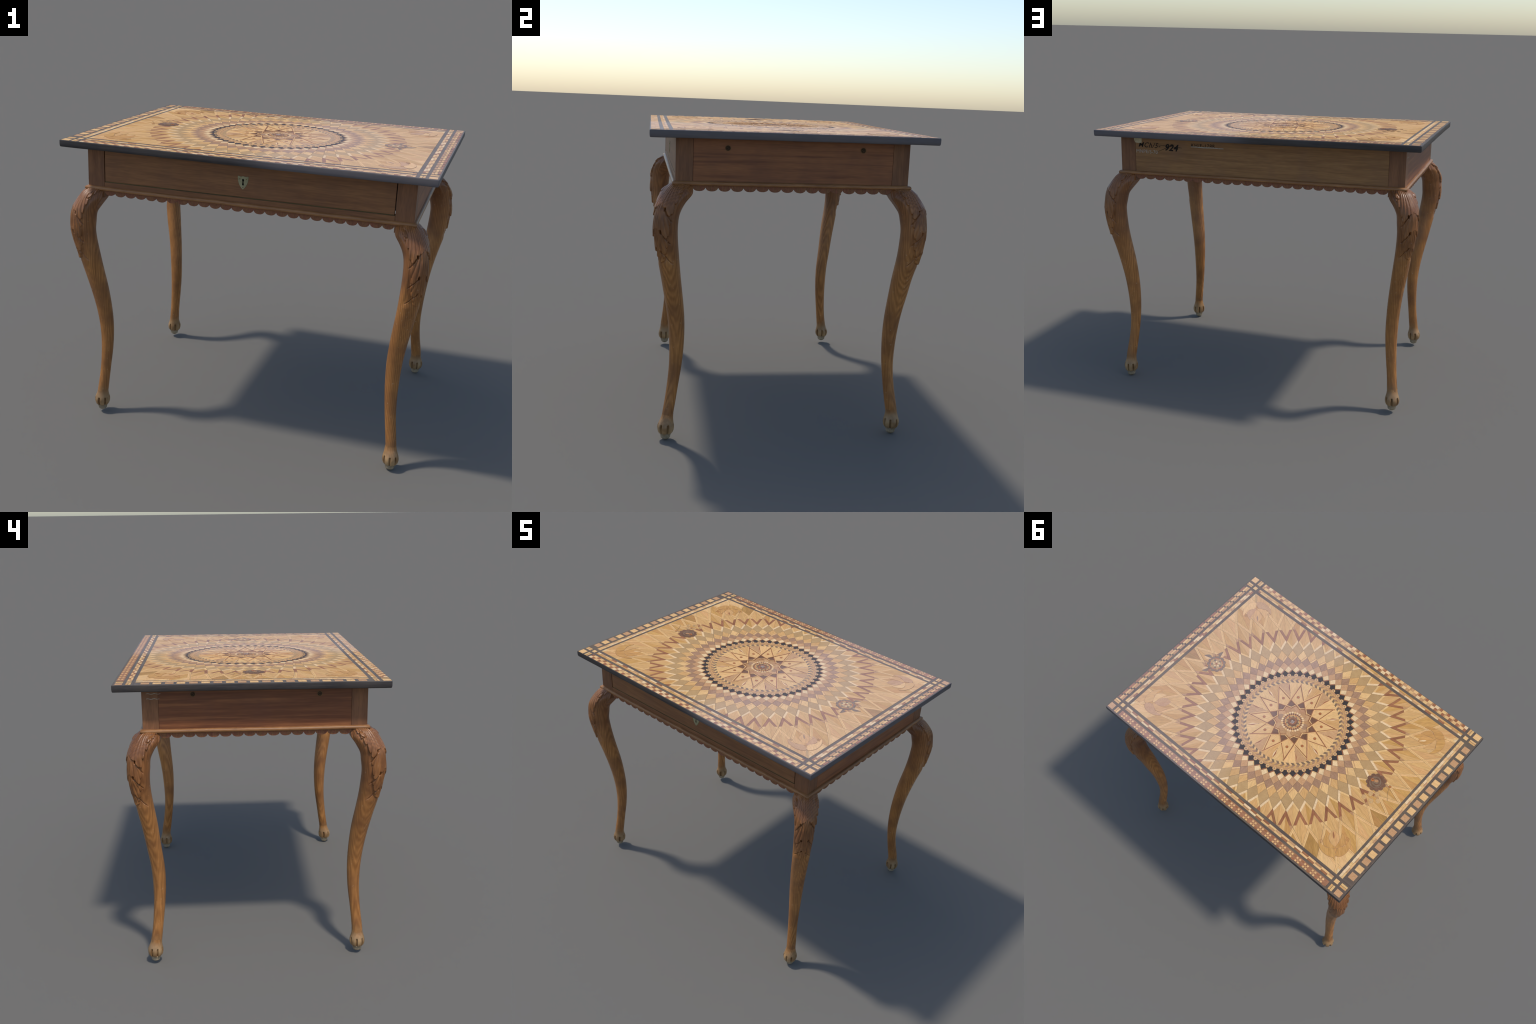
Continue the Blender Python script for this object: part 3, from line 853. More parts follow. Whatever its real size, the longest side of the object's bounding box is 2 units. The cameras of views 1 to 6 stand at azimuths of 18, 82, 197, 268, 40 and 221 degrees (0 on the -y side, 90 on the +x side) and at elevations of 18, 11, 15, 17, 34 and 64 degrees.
for r in range(2):
    a0, a1 = (y0 + 0.0134, y1) if r == 0 else (y0, y0 + 0.0134)
    x, k = 0.887, 0
    x = 0.0760 + 0.0285 + 0.1048 * 8 if r == 0 else 0.0232 + 0.0285 + 0.1048 * 9
    while x > -0.878:
        l = 0.0570 if k % 2 == 0 else 0.0478
        tile(b, max(x - l, -0.878), min(x, 0.884), a0, a1, (CREAM if rng.random() < 0.3 else LIGHT) if k % 2 == 0 else (ROSY if rng.random() < 0.3 else BROWN if rng.random() < 0.6 else HAZEL))
        x -= l; k += 1
inlay("back_border_mosaic", b, "stuff", Matrix.Identity(4))

# front band: chequers in two rows
b = Builder()
y0, y1 = YO[-1]
ym = (y0 + y1) / 2
for r, (a0, a1) in enumerate(((y0, ym), (ym, y1))):
    x = 0.4774 + 0.0585 * 7 + 0.0145 if r == 0 else 0.5011 + 0.0585 * 7 + 0.0145
    while x > -0.872:
        for l, m in ((0.0285, LIGHT if rng.random() < 0.7 else CREAM), (0.0100, HAZEL if r == 0 else HAZEL), (0.0200, BROWN if rng.random() < 0.65 else ROSY)) if r == 0 else \
                    ((0.0285, LIGHT if rng.random() < 0.7 else CREAM), (0.0200, BROWN if rng.random() < 0.65 else ROSY), (0.0100, HAZEL)):
            tile(b, max(x - l, -0.878), min(x, 0.886), a0, a1, m, g=0.0002)
            x -= l
y0, y1 = YI[-1]
x, k = 0.405 + 0.03 + 0.107 * 5, 0
while x > -0.878:
    l = 0.0590 if k % 2 == 0 else 0.0480
    tile(b, max(x - l, -0.878), min(x, 0.884), y0 + 0.0132, y1, (CREAM if rng.random() < 0.5 else LIGHT) if k % 2 == 0 else (BROWN if rng.random() < 0.6 else ROSY))
    x -= l; k += 1
x = 0.884
while x > -0.878:
    l = rng.uniform(0.045, 0.065)
    tile(b, max(x - l, -0.878), x, y0, y0 + 0.0132, TAN if rng.random() < 0.5 else GOLD)
    x -= l
inlay("front_border_mosaic", b, "stuff", Matrix.Identity(4))

# ------------------------------------------------------------------ apron
def beveled(o, w=0.0012, seg=2):
    m = o.modifiers.new("edge", "BEVEL")
    m.width, m.segments, m.limit_method = w, seg, "ANGLE"
    m.angle_limit = math.radians(40)
    return o

PX, PY = 0.096, 0.0870
ZTOP = ZT - 0.0385 + 0.0075
for sx in (1, -1):
    for sy in (1, -1):
        b = Builder()
        x, y = sx * HX, sy * HY
        b.box((min(x, x - sx * PX), min(y, y - sy * PY), 1.3195), (max(x, x - sx * PX), max(y, y - sy * PY), ZTOP), POSTW)
        beveled(add_object("corner_post", b.mesh("corner_post"), ROOT, APRON), 0.0015)

# rails: back and sides flush panels, front one below the drawer
b = Builder(); b.box((-HX + PX + 0.0008, HY - 0.030, 1.3605), (HX - PX - 0.0008, HY - 0.0006, ZTOP), BACKW)
beveled(add_object("back_rail", b.mesh("back_rail"), ROOT, APRON))
for sx in (1, -1):
    b = Builder(); b.box((min(sx * (HX - 0.030), sx * (HX - 0.0006)), -HY + PY + 0.0008, 1.3605), (max(sx * (HX - 0.030), sx * (HX - 0.0006)), HY - PY - 0.0008, ZTOP), APRONS)
    beveled(add_object("side_rail", b.mesh("side_rail"), ROOT, APRON))
b = Builder(); b.box((-HX + PX + 0.0008, -HY + 0.0006, 1.3605), (HX - PX - 0.0008, -HY + 0.045, 1.4050), APRONW)
FRONT = beveled(add_object("front_rail", b.mesh("front_rail"), ROOT, APRON))

# drawer
b = Builder()
x0, x1 = -HX + PX + 0.0042, HX - PX - 0.0048
b.box((x0, -HY + 0.0012, 1.4105), (x1, -HY + 0.024, ZTOP - 0.002), APRONW)
b.box((x0 + 0.004, -HY + 0.0245, 1.4130), (x1 - 0.004, HY - 0.10, 1.4230), APRONW)  # unseen drawer bottom and sides, added to keep light out of the gaps
b.box((x0 + 0.004, -HY + 0.0245, 1.4235), (x0 + 0.018, HY - 0.10, ZTOP - 0.012), APRONW)
b.box((x1 - 0.018, -HY + 0.0245, 1.4235), (x1 - 0.004, HY - 0.10, ZTOP - 0.012), APRONW)
DRAWER = beveled(add_object("drawer", b.mesh("drawer"), ROOT, APRON), 0.0022, 3)
b = Builder()
b.box((x0 - 0.001, -HY + 0.0030, 1.4056), (x1 + 0.001, -HY + 0.022, 1.4100), LINERW)
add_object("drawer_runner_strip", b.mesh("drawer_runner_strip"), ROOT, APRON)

# bone shield with a pierced keyhole
def shield():
    b = Builder()
    w, zt, zb = 0.0290, 1.5235, 1.4520
    half = [(0.0, zb), (0.007, zb + 0.0055), (0.0165, zb + 0.018), (0.0235, zb + 0.032), (0.0275, zb + 0.047), (0.0290, zb + 0.060), (0.0292, zt), (0.020, zt - 0.0028), (0.0105, zt - 0.0042), (0.004, zt - 0.0020), (0.0, zt - 0.0012)]
    outline = half + [(-x, z) for x, z in reversed(half[1:-1])]
    key = [(0.0062 * math.cos(a), 1.5015 + 0.0062 * math.sin(a)) for a in np.linspace(-PI * 0.32, PI * 1.32, 15)]
    key += [(-0.0030, 1.4890), (-0.0052, 1.4780), (-0.0040, 1.4735), (0.0040, 1.4735), (0.0052, 1.4780), (0.0030, 1.4890)]
    key = key[::-1]
    # ring between the outline and the keyhole by matching angles
    c = np.array((0.0, 1.4905))
    def by_angle(loop, m=72):
        pts = np.array(loop)
        out = []
        for k in range(m):
            a = 2 * PI * k / m
            d = np.array((math.cos(a), math.sin(a)))
            best = None
            for p, q in zip(pts, np.roll(pts, -1, 0)):
                e = q - p
                den = d[0] * e[1] - d[1] * e[0]
                if abs(den) < 1e-12:
                    continue
                t = ((p - c)[0] * e[1] - (p - c)[1] * e[0]) / den
                s = ((p - c)[0] * d[1] - (p - c)[1] * d[0]) / den
                if t > 0 and -1e-9 <= s <= 1 + 1e-9:
                    best = t if best is None else max(best, t)
            out.append(c + d * (best or 0.003))
        return out
    o, i = by_angle(outline), by_angle(key)
    yf, yb = -HY - 0.0012, -HY + 0.0020
    soft = [c + (p - c) * (1 - 0.0012 / np.linalg.norm(p - c)) for p in o]
    rows = [[(p[0], yb, p[1]) for p in o], [(p[0], yf + 0.0007, p[1]) for p in o], [(p[0], yf, p[1]) for p in soft], [(p[0], yf, p[1]) for p in i], [(p[0], yb, p[1]) for p in i]]
    b.grid(rows, BONE, flip=False, smooth=False)
    e = add_object("escutcheon", b.mesh("escutcheon"), DRAWER)
    b = Builder()
    b.cap([(p[0] * 1.05, -HY + 0.0008, p[1]) for p in i], NEAR_BLACK)  # flat dark plate behind the pierced shield, imitating the depth of a hole
    add_object("keyhole_plate", b.mesh("keyhole_plate"), DRAWER)
    b = Builder()
    for x, z in ((-0.0175, 1.507), (0.0175, 1.507), (0.0, 1.4640)):
        rows = []
        for k, (r, dy) in enumerate(((0.0027, 0.0), (0.0024, -0.0006), (0.0012, -0.0010))):
            rows.append([(x + r * math.cos(a), yf - 0.0001 + dy, z + r * math.sin(a)) for a in np.linspace(0, 2 * PI, 10, endpoint=False)])
        b.grid(rows, PEGR)
        b.cap(rows[-1], PEGR)
    add_object("escutcheon_pin", b.mesh("escutcheon_pin"), DRAWER)
shield()

# half-round bead running right round under the apron
b = Builder()
prof = [(-0.004, 1.3600), (0.0070, 1.3600), (0.0115, 1.3612), (0.0145, 1.3642), (0.0156, 1.3690), (0.0148, 1.3738), (0.0120, 1.3776), (0.0075, 1.3800), (0.0010, 1.3812), (-0.004, 1.3815)]
rows = []
for o, z in prof:
    row = []
    pts = [(-HX - o, -HY - o), (HX + o, -HY - o), (HX + o, HY + o), (-HX - o, HY + o)]
    for p, q in zip(pts, pts[1:] + pts[:1]):
        for s in range(40):
            t = s / 40
            w = 0.0006 * math.sin(t * 11 + p[0] * 3 + p[1]) * math.sin(PI * t)
            row.append((p[0] + (q[0] - p[0]) * t, p[1] + (q[1] - p[1]) * t, z + w))
    rows.append(row)
b.grid(rows, BEADW)
add_object("bead_moulding", b.mesh("bead_moulding"), ROOT, APRON)

# scalloped fringe
def fringe(length, n, thick=0.012):
    b = Builder()
    per = length / n
    k = 14
    for i in range(n):
        dpt = 0.0180 * (1 + 0.05 * rng.normal())
        zn = 1.3490 + 0.0004 * rng.normal()
        top, bot = [], []
        for s in range(k + 1):
            t = s / k
            x = -length / 2 + (i + t) * per
            e = min(1.0, abs(2 * t - 1) / 0.96)
            z = zn - dpt * max(0.0, 1 - e ** 2.3) ** 0.55
            top.append((x, 1.3620)); bot.append((x, z + 0.0002 * rng.normal()))
        for s in range(k):
            b2 = len(b.v)
            (xa, za), (xb, zb) = bot[s], bot[s + 1]
            ch = 0.0012
            b.v += [(xa, 0, 1.3620), (xb, 0, 1.3620), (xb, 0, zb + ch), (xa, 0, za + ch), (xa, ch, za), (xb, ch, zb), (xa, thick, za), (xb, thick, zb), (xa, thick, 1.3620), (xb, thick, 1.3620)]
            for f in ([3, 2, 1, 0], [4, 5, 2, 3], [6, 7, 5, 4], [8, 9, 7, 6]):
                b.f.append([b2 + v for v in f[::1]]); b.m.append(b.slot(TRIMW)); b.s.append(False)
    return b.mesh("scalloped_fringe")
lx, ly = 2 * (HX - PX), 2 * (HY - PY)
for length, n, M in ((lx, 26, Matrix.Translation((0, -HY + 0.0006, 0))),
                     (lx, 25, Matrix.Rotation(PI, 4, "Z") @ Matrix.Translation((0, -HY + 0.0006, 0))),
                     (ly, 16, Matrix.Rotation(PI / 2, 4, "Z") @ Matrix.Translation((0, -HX + 0.0006, 0))),
                     (ly, 16, Matrix.Rotation(-PI / 2, 4, "Z") @ Matrix.Translation((0, -HX + 0.0006, 0)))):
    add_object("scalloped_fringe", fringe(length, n), ROOT, APRON @ M)

# dowel plugs in the side rails
def plug(M):
    b = Builder()
    rows = [[(0.0018 if k in (0, 1) else 0.0004, r * math.cos(a), r * math.sin(a)) for a in np.linspace(0, 2 * PI, 24, endpoint=False)] for k, r in enumerate((0.0, 0.0, 0.0))]
    ring = lambda r, x: [(x, r * math.cos(a), r * math.sin(a)) for a in np.linspace(0, 2 * PI, 24, endpoint=False)]
    b.grid([ring(0.0150, -0.002), ring(0.0147, 0.0010), ring(0.0122, 0.0012), ring(0.0120, 0.0004)], PEGR, smooth=False)
    b.grid([ring(0.0122, -0.001), ring(0.0118, 0.0007), ring(0.0060, 0.0012)], PEGW)
    b.cap(ring(0.0060, 0.0012), PEGW)
    b.prism([(-0.0011, -0.008), (0.0014, -0.008), (0.0014, 0.008), (-0.0011, 0.008)], -0.0008, 0.0008, NEAR_BLACK, True)
    add_object("dowel_plug", b.mesh("dowel_plug"), ROOT, M)
for sx, y, z in ((1, -0.3430, 1.5495), (1, 0.3530, 1.5560), (-1, 0.3320, 1.5670), (-1, -0.3420, 1.5570)):
    M = Matrix.Translation((sx * HX, y, z))
    if sx < 0:
        M = M @ Matrix.Rotation(PI, 4, "Z")
    plug(APRON @ M @ Matrix.Rotation(0.4, 4, "X"))

# ------------------------------------------------------------------ inventory marks on the back and side
def lettering(name, body, size, loc, rot, mat, shear=0.0, weight=0.0, space=1.0):
    cu = bpy.data.curves.new(name, "FONT")
    cu.body, cu.size, cu.extrude, cu.shear, cu.offset, cu.space_character = body, size, 0.0003, shear, weight, space
    cu.resolution_u = 3
    o = bpy.data.objects.new(name, cu)
    bpy.context.scene.collection.objects.link(o)
    dg = bpy.context.evaluated_depsgraph_get()
    me = bpy.data.meshes.new_from_object(o.evaluated_get(dg))
    bpy.data.objects.remove(o)
    me.materials.clear()
    me.materials.append(mat)
    return add_object(name, me, ROOT, APRON @ Matrix.Translation(loc) @ Euler(rot).to_matrix().to_4x4())
BACK = (PI / 2, 0, PI)
yb = HY + 0.0001
lettering("white_number", "MNPE/S-70", 0.0300, (0.7860, yb, 1.4960), (PI / 2, 0.02, PI), CHALK, weight=-0.0002, space=1.05)
lettering("ink_number", "MCh/5-", 0.044, (0.7720, yb, 1.5320), (PI / 2, 0.03, PI), INK, shear=0.3, weight=0.0002, space=1.1)
lettering("ink_number", "924", 0.056, (0.5960, yb, 1.5180), (PI / 2, 0.03, PI), INK, shear=0.25, weight=0.0016, space=1.05)
lettering("ink_number", "KH/E-1788", 0.030, (0.4200, yb, 1.5470), (PI / 2, 0, PI), INK, weight=0.0, space=1.15)
def stroke(name, pts, w, mat, face):
    """brush stroke lying on a vertical face; pts in (along, z)"""
    b = Builder()
    rows = []
    for k, (s, z) in enumerate(pts):
        ww = w * (0.6 + 0.5 * math.sin(PI * (k + 0.5) / len(pts)))
        rows.append([(s, z - ww), (s, z + ww)])
    for r0, r1 in zip(rows, rows[1:]):
        b0 = len(b.v)
        for (s, z) in (r0[0], r1[0], r1[1], r0[1]):
            b.v.append((s, 0.0, z))
        for (s, z) in (r0[0], r1[0], r1[1], r0[1]):
            b.v.append((s, 0.0010, z))
        for f in ([0, 1, 2, 3], [7, 6, 5, 4], [0, 4, 5, 1], [2, 6, 7, 3]):
            b.f.append([b0 + v for v in f]); b.m.append(b.slot(mat)); b.s.append(False)
    add_object(name, b.mesh(name), ROOT, APRON @ face)
on_back = Matrix.Rotation(PI, 4, "Z") @ Matrix.Translation((0, -HY - 0.0009, 0))
stroke("chalk_line", [(-0.420 + 0.0175 * k, 1.5475 - 0.0001 * k + 0.0008 * math.sin(k)) for k in range(13)], 0.0028, CHALK, on_back)
stroke("ink_strike", [(-0.640 + 0.016 * k, 1.5490 - 0.0012 * k) for k in range(11)], 0.0012, INK, on_back)
stroke("ink_strike", [(-0.640 + 0.011 * k, 1.508 + 0.0046 * k) for k in range(11)], 0.0012, INK, on_back)
on_left = Matrix.Rotation(-PI / 2, 4, "Z") @ Matrix.Translation((0, -HX - 0.0009, 0))
for z0, l in ((1.5725, 0.076), (1.5455, 0.070)):
    stroke("chalk_line", [(-0.5770 + l * k / 12, z0 + 0.0016 * math.sin(k * 1.1)) for k in range(13)], 0.0014, CHALK, on_left)
b = Builder()
b.v += [(0.8015, HY + 0.0003, ZTOP - 0.004), (0.7470, HY + 0.0003, ZTOP - 0.004), (0.7475, HY + 0.0006, 1.5565), (0.7640, HY + 0.0010, 1.5540), (0.7900, HY + 0.0007, 1.5570), (0.7975, HY + 0.0006, 1.5700)]
b.f += [[0, 1, 2, 3, 4, 5][::-1]]; b.m += [b.slot(PAPER)]; b.s += [False]
pl = add_object("paper_label", b.mesh("paper_label"), ROOT, APRON)
md = pl.modifiers.new("thickness", "SOLIDIFY"); md.thickness = 0.0005

# ------------------------------------------------------------------ legs
# spine control points measured at these heights (distances outwards along x and y from the table axis)
LZ = [0.06, 0.12, 0.2, 0.3, 0.4, 0.5, 0.6, 0.7, 0.8, 0.9, 1.0, 1.1, 1.15, 1.2, 1.25]
SPINE = {
    ("m", "m"): ([0.8575, 0.8530, 0.8443, 0.8342, 0.8267, 0.8232, 0.8268, 0.8376, 0.8529, 0.8694, 0.8858, 0.9036, 0.9076, 0.9059, 0.8960],
                 [0.5985, 0.5990, 0.5927, 0.5823, 0.5741, 0.5723, 0.5766, 0.5862, 0.6001, 0.6191, 0.6384, 0.6511, 0.6550, 0.6525, 0.6395]),
    ("p", "m"): ([0.8755, 0.8721, 0.8628, 0.8513, 0.8444, 0.8437, 0.8476, 0.8583, 0.8736, 0.8896, 0.9046, 0.9167, 0.9187, 0.9156, 0.9045],
                 [0.6228, 0.6156, 0.6028, 0.5889, 0.5775, 0.5736, 0.5759, 0.5852, 0.5998, 0.6145, 0.6291, 0.6413, 0.6425, 0.6378, 0.6230]),
    ("p", "p"): ([0.8410, 0.8395, 0.8322, 0.8223, 0.8177, 0.8194, 0.8252, 0.8348, 0.8491, 0.8700, 0.8894, 0.9019, 0.9034, 0.8974, 0.8850],
                 [0.6158, 0.6139, 0.6017, 0.5873, 0.5778, 0.5757, 0.5791, 0.5887, 0.6023, 0.6143, 0.6327, 0.6426, 0.6437, 0.6387, 0.6260]),
    ("m", "p"): ([0.9030, 0.8995, 0.8913, 0.8798, 0.8706, 0.8668, 0.8701, 0.8784, 0.8906, 0.9048, 0.9183, 0.9309, 0.9338, 0.9320, 0.9215],
                 [0.5800, 0.5746, 0.5634, 0.5518, 0.5436, 0.5411, 0.5457, 0.5579, 0.5697, 0.5839, 0.6006, 0.6157, 0.6180, 0.6165, 0.6075])}
RZ = [0.10, 0.15, 0.2, 0.3, 0.4, 0.5, 0.6, 0.7, 0.8, 0.9, 1.0, 1.1, 1.15, 1.2, 1.25]
RR = {("m", "m"): [0.0305, 0.0308, 0.0300, 0.0296, 0.0330, 0.0366, 0.0408, 0.0452, 0.0500, 0.0535, 0.0575, 0.0615, 0.0640, 0.0665, 0.0690],
      ("p", "m"): [0.0290, 0.0292, 0.0291, 0.0300, 0.0333, 0.0375, 0.0415, 0.0450, 0.0482, 0.0512, 0.0560, 0.0605, 0.0618, 0.0635, 0.0670],
      ("p", "p"): [0.0305, 0.0318, 0.0313, 0.0302, 0.0322, 0.0365, 0.0410, 0.0452, 0.0502, 0.0542, 0.0600, 0.0635, 0.0650, 0.0672, 0.0700],
      ("m", "p"): [0.0300, 0.0312, 0.0300, 0.0309, 0.0337, 0.0366, 0.0385, 0.0407, 0.0434, 0.0470, 0.0492, 0.0552, 0.0587, 0.0615, 0.0650]}
# knee above z = 1.2: how the outer face runs in to the apron corner and the inner face out to the post
GZ = [1.20, 1.23, 1.255, 1.28, 1.30, 1.32, 1.34, 1.35, 1.36, 1.37, 1.386]
G_OUT = [1.0, 0.975, 0.935, 0.86, 0.77, 0.66, 0.51, 0.415, 0.29, 0.14, -0.06]
G_IN = [1.0, 0.91, 0.72, 0.48, 0.22, 0.02, 0.0, 0.0, 0.0, 0.0, 0.0]
FOOTZ = {("m", "m"): 0.0125, ("p", "m"): 0.0, ("p", "p"): 0.0, ("m", "p"): 0.0145}

EYES = [(1.243, 0.032, 0.0048, 0.0105), (1.128, 0.021, 0.0046, 0.0115), (1.035, 0.013, 0.0032, 0.0075)]
def carving(u, z, seed):
    """acanthus leaf on the knee; u = signed distance round the leg from its outer ridge, z = height"""
    w = np.abs(u)
    side = np.where(u >= 0, 1.0, -1.0)
    r = np.random.default_rng(seed)
    dz = [r.normal(0, 0.006, 2) for _ in range(3)]
    ph = [r.uniform(0, 1, 2) for _ in range(4)]
    pick = lambda pr: np.where(u >= 0, pr[0], pr[1])
    T = []
    for k, (ze, ue, _, _) in enumerate(EYES):
        c = np.maximum(w - ue, 0)
        T.append(ze + pick(dz[k]) - 1.7 * c + 9.0 * c ** 2 + 0.8 * np.maximum(ue - w, 0))
    tip = 0.972 + 22 * w ** 2
    tops, bots = [np.full_like(z, 1.42)] + T, T + [tip]
    env = np.interp(z, [0.965, 0.98, 1.0, 1.02, 1.06, 1.09, 1.165, 1.285, 1.34, 1.37], [0.004, 0.014, 0.026, 0.037, 0.052, 0.061, 0.073, 0.083, 0.088, 0.090])
    # fingers of every tier fan out from a point higher up the leaf
    fans = [(0.008, 1.445, 0.105), (0.006, 1.315, 0.150), (0.005, 1.185, 0.165), (0.0, 1.085, 0.22)]
    h = np.zeros_like(z)
    for k in range(4):
        inside = (z <= tops[k]) & (z > bots[k])
        fo, fz, dth = fans[k]
        dx, dy = w - fo, np.maximum(fz - z, 0.01)
        th = np.arctan2(dx, dy) + 2.2 * np.maximum(dx, 0) * np.maximum(w, 0)
        s = th / dth + pick(ph[k]) * 0.5
        finger = np.abs(np.sin(PI * s)) ** 0.55
        low = np.clip((z - bots[k]) / 0.030, 0, 1)
        edge = env * (0.86 + 0.14 * finger) * (0.60 + 0.40 * np.sqrt(low))
        rim = sstep(0.0, 0.0030, edge - w)
        f = np.clip((z - bots[k]) / np.maximum(tops[k] - bots[k], 1e-4), 0, 1)
        lip = 0.0032 + 0.0042 * (1 - f) ** 1.3
        end = sstep(0.0, 0.0040 + 0.004 * (1 - finger), z - bots[k])
        body = rim * end * (lip + 0.0030 * (finger - 0.75) * sstep(0.006, 0.016, w))
        h = np.where(inside, np.maximum(body, 0), h)
    mid = 0.0062 + 0.0011 * np.cos(2 * PI * w / 0.0105)
    centre = sstep(0.024, 0.013, w) * sstep(0.972, 0.982, z - 22 * w ** 2)
    h = np.maximum(h, centre * mid)
    for k, (ze, ue, ru, rz) in enumerate(EYES):
        e = np.sqrt(((w - ue) / ru) ** 2 + ((z - ze - pick(dz[k])) / rz) ** 2)
        h = h - 0.0110 * sstep(1.2, 0.5, e)
        along = w - ue
        cut = np.exp(-((z - T[k] + 0.001) / 0.0030) ** 2) * sstep(-0.004, 0.002, along) * sstep(0.055, 0.040, along)
        h = h - 0.0040 * cut
    # small curl close under the bead
    e = np.sqrt(((w - 0.068) / 0.011) ** 2 + ((z - 1.338) / 0.016) ** 2)
    h = h + 0.0045 * sstep(1.0, 0.55, e) - 0.003 * sstep(0.25, 0.0, np.abs(e - 1.1))
    # hollowed beside the leaf so that it stands clear
    h = h - 0.0016 * sstep(0.012, 0.0, np.abs(w - env - 0.004)) * sstep(0.97, 0.99, z) * (h < 0.001)
    return (h - 0.0045 * sstep(0.085, 0.06, w) * sstep(0.955, 1.0, z)) * sstep(1.378, 1.362, z)

def make_leg(kx, ky, seed):
    sx, sy = (1 if kx == "p" else -1), (1 if ky == "p" else -1)
    cx, cy = SPINE[(kx, ky)]
    corner = APRON @ Vector((sx * HX, sy * HY, 0))
    # measured points into the table's own frame
    pts = [to_local((sx * a, sy * b_, z)) for z, a, b_ in zip(LZ, cx, cy)]
    keep = [i for i, p in enumerate(pts) if LZ[i] <= 1.2]
    dzl = pts[keep[-1]].z - LZ[keep[-1]]
    zs = [pts[i].z for i in keep]
    frr = spline([z + dzl for z in RZ], RR[(kx, ky)])
    z0 = zs[-1]
    def knee_table(c0, corner_c, sgn):
        r0 = float(frr(z0))
        e_out, e_in = sgn * (c0 - corner_c) + r0, sgn * (c0 - corner_c) - r0
        cs, hs, zz = [], [], []
        for gz, go, gi in zip(GZ[1:], G_OUT[1:], G_IN[1:]):
            o, i_ = e_out * go, -0.0895 + (e_in + 0.0895) * gi
            zz.append(max(gz, z0 + 0.012)); cs.append(corner_c + sgn * (o + i_) / 2); hs.append((o - i_) / 2)
        return zz, cs, hs
    zx, kxs, hxs = knee_table(pts[keep[-1]].x, corner.x, sx)
    zy, kys, hys = knee_table(pts[keep[-1]].y, corner.y, sy)
    fx, fy = spline(zs + zx, [pts[i].x for i in keep] + kxs), spline(zs + zy, [pts[i].y for i in keep] + kys)
    rzs = [z + dzl for z in RZ if z <= 1.2]
    rrs = RR[(kx, ky)][:len(rzs)]
    frx, fry = spline(rzs + zx, rrs + hxs), spline(rzs + zy, rrs + hys)
    fr = lambda z: 0.5 * (frx(z) + fry(z))
    foot_top = 0.128 + FOOTZ[(kx, ky)]
    zmin = to_local((sx * cx[0], sy * cy[0], foot_top)).z
    Z = np.concatenate([np.linspace(zmin, 0.955, 130)[:-1], np.linspace(0.955, 1.386, 215)])
    NA = 168
    phi = np.linspace(0, 2 * PI, NA, endpoint=False)          # measured from the outward diagonal
    A, ZZ = np.meshgrid(phi, Z)
    ax = A + PI / 4                                            # angle against the outward x direction
    R = fr(Z)[:, None]
    knee = sstep(1.24, 1.33, Z)[:, None]
    inward = sstep(0.25, 0.75, -np.cos(A))
    nexp = 2.0 + knee * inward * 6.0
    rad = (np.abs(np.cos(ax)) ** nexp + np.abs(np.sin(ax)) ** nexp) ** (-1 / nexp)
    elong = sstep(0.85, 1.12, Z)[:, None] * (1 - knee)
    rad = rad * (1 + elong * 0.055 * np.cos(2 * A))
    ridge = 0.035 * np.exp(-((np.mod(A + PI, 2 * PI) - PI) / 0.22) ** 2) * sstep(1.0, 0.9, Z)[:, None]
    rad = rad * (1 + ridge)
    uu = (np.mod(A + PI, 2 * PI) - PI) * R
    h = 1.5 * carving(uu, ZZ, seed)
    Rf = R * rad + h + 0.0006 * np.sin(7 * ZZ + 3 * A + seed) * sstep(1.3, 1.1, ZZ)
    X = fx(Z)[:, None] + sx * (Rf + (frx(Z)[:, None] - R) * rad) * np.cos(ax)
    Y = fy(Z)[:, None] + sy * (Rf + (fry(Z)[:, None] - R) * rad) * np.sin(ax)
    b = Builder()
    rows = [[(X[i, k], Y[i, k], Z[i]) for k in range(NA)] for i in range(len(Z))]
    b.grid(rows, LEGW, flip=(sx * sy < 0))
    origin = Vector((fx(0.7), fy(0.7), 0))
    b.v = [(x - origin.x, y - origin.y, z) for x, y, z in b.v]
    leg = add_object("leg", b.mesh("leg"), ROOT, Matrix.Translation(origin))

    # paw: flaring ankle, seven knuckled toes parted by deep slots, closing on a ball
    base = to_local((sx * cx[0], sy * cy[0], FOOTZ[(kx, ky)]))
    ank = pts[1]
    top_r = float(fr(zmin))
    H = zmin + 0.012 - base.z
    prof = spline([0.0, 0.006, 0.016, 0.028, 0.042, 0.058, 0.072, 0.086, 0.104, 0.120, H],
                  [0.010, 0.0205, 0.0265, 0.0315, 0.0385, 0.0430, 0.0435, 0.0412, 0.0362, max(top_r + 0.0012, 0.0318), top_r + 0.0004])
    t = np.concatenate([np.linspace(0, 0.02, 9)[:-1], np.linspace(0.02, 0.10, 58)[:-1], np.linspace(0.10, H, 16)])
    NF = 210
    a = np.linspace(0, 2 * PI, NF, endpoint=False)
    AA, TT = np.meshgrid(a, t)
    NT = 7
    ph = AA * NT + seed * 1.3 + 0.35 * np.sin(2 * AA + seed)
    slot = np.abs(((ph / (2 * PI)) % 1.0) - 0.5) * 2             # 1 in the middle of a toe ... 0 in a slot
    slot = 1 - slot
    span = sstep(0.030, 0.040, TT) * sstep(0.090, 0.078, TT)
    groove = sstep(0.38, 0.10, slot) * span
    toe = (1 - (1 - np.clip(slot / 0.9, 0, 1)) ** 2) * sstep(0.028, 0.040, TT) * sstep(0.105, 0.07, TT)
    shaft = sstep(0.09, 0.125, TT)
    tipz = sstep(0.043, 0.034, TT + 0.004 * np.cos(ph))           # toes end, ball begins
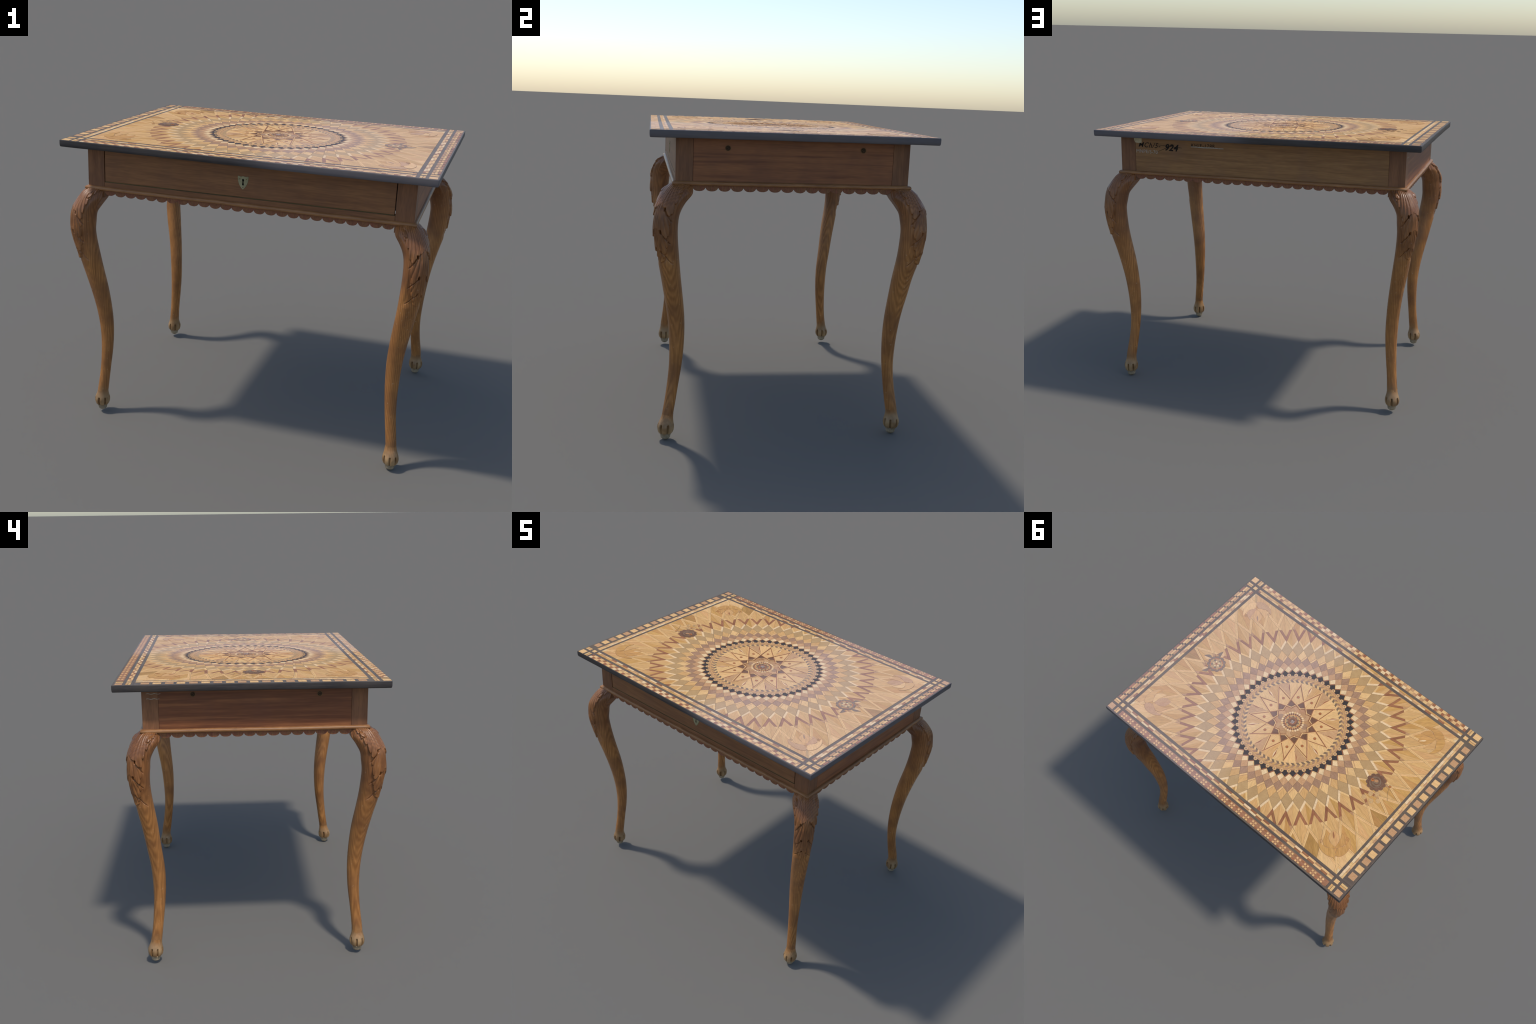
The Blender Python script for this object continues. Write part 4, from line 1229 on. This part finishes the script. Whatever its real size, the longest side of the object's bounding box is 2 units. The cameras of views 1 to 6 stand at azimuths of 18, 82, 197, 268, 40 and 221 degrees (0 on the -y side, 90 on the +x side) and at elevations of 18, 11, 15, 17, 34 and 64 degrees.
    Rr = prof(t)[:, None] * (1 - 0.03 * (1 - shaft)) + 0.0022 * toe - 0.0130 * groove - 0.0022 * tipz * sstep(0.012, 0.026, TT)
    Rr = np.maximum(Rr, 0.004)
    fade = sstep(0.0, 0.10, t)
    ox = base.x + (fx(base.z + t) - base.x) * sstep(0.05, 0.12, t)
    oy = base.y + (fy(base.z + t) - base.y) * sstep(0.05, 0.12, t)
    b = Builder()
    rows = [[(ox[i] + sx * Rr[i, k] * math.cos(a[k]) - origin.x, oy[i] + sy * Rr[i, k] * math.sin(a[k]) - origin.y, base.z + t[i]) for k in range(NF)] for i in range(len(t))]
    cut = int(np.searchsorted(t, 0.036))
    b.grid(rows[cut:], LEGW, flip=(sx * sy < 0))
    foot_rows = rows[:cut + 1]
    b.grid(foot_rows, CLAWW, flip=(sx * sy < 0))
    b.cap(rows[0], CLAWW, flip=(sx * sy > 0))
    add_object("paw_foot", b.mesh("paw_foot"), leg)

for i, (kx, ky) in enumerate(SPINE):
    make_leg(kx, ky, 11 + 5 * i)

# ------------------------------------------------------------------ small leaves by the dark rose
for x, y, r in ((-0.6834, 0.1111, 0.0180), (-0.7007, 0.0681, 0.0178), (-0.7331, 0.0422, 0.0182), (-0.7336, 0.1043, 0.0186), (-0.7659, 0.0770, 0.0182)):
    bud_leaf((x, y), r, 2.2 + rng.normal(0, 0.12))
b = Builder()
b.prism(disc((-0.7610, -0.0501), 0.0098, 16, 0.75, 0.6), ZB, ZT + 0.0008, DARK)
b.prism(disc((-0.7612, -0.0503), 0.0078, 16, 0.6, 0.6), ZB, ZT + 0.0011, RUST)
stem = [(-0.7632, -0.0380), (-0.7750, -0.0100), (-0.7932, 0.0194), (-0.8094, 0.0369)]
for p, q2 in zip(stem, stem[1:]):
    b.prism([(p[0] - 0.0010, p[1]), (p[0] + 0.0010, p[1]), (q2[0] + 0.0010, q2[1]), (q2[0] - 0.0010, q2[1])], ZB, ZT + 0.0009, GREY)
inlay("rose_bud", b, None, Matrix.Identity(4))
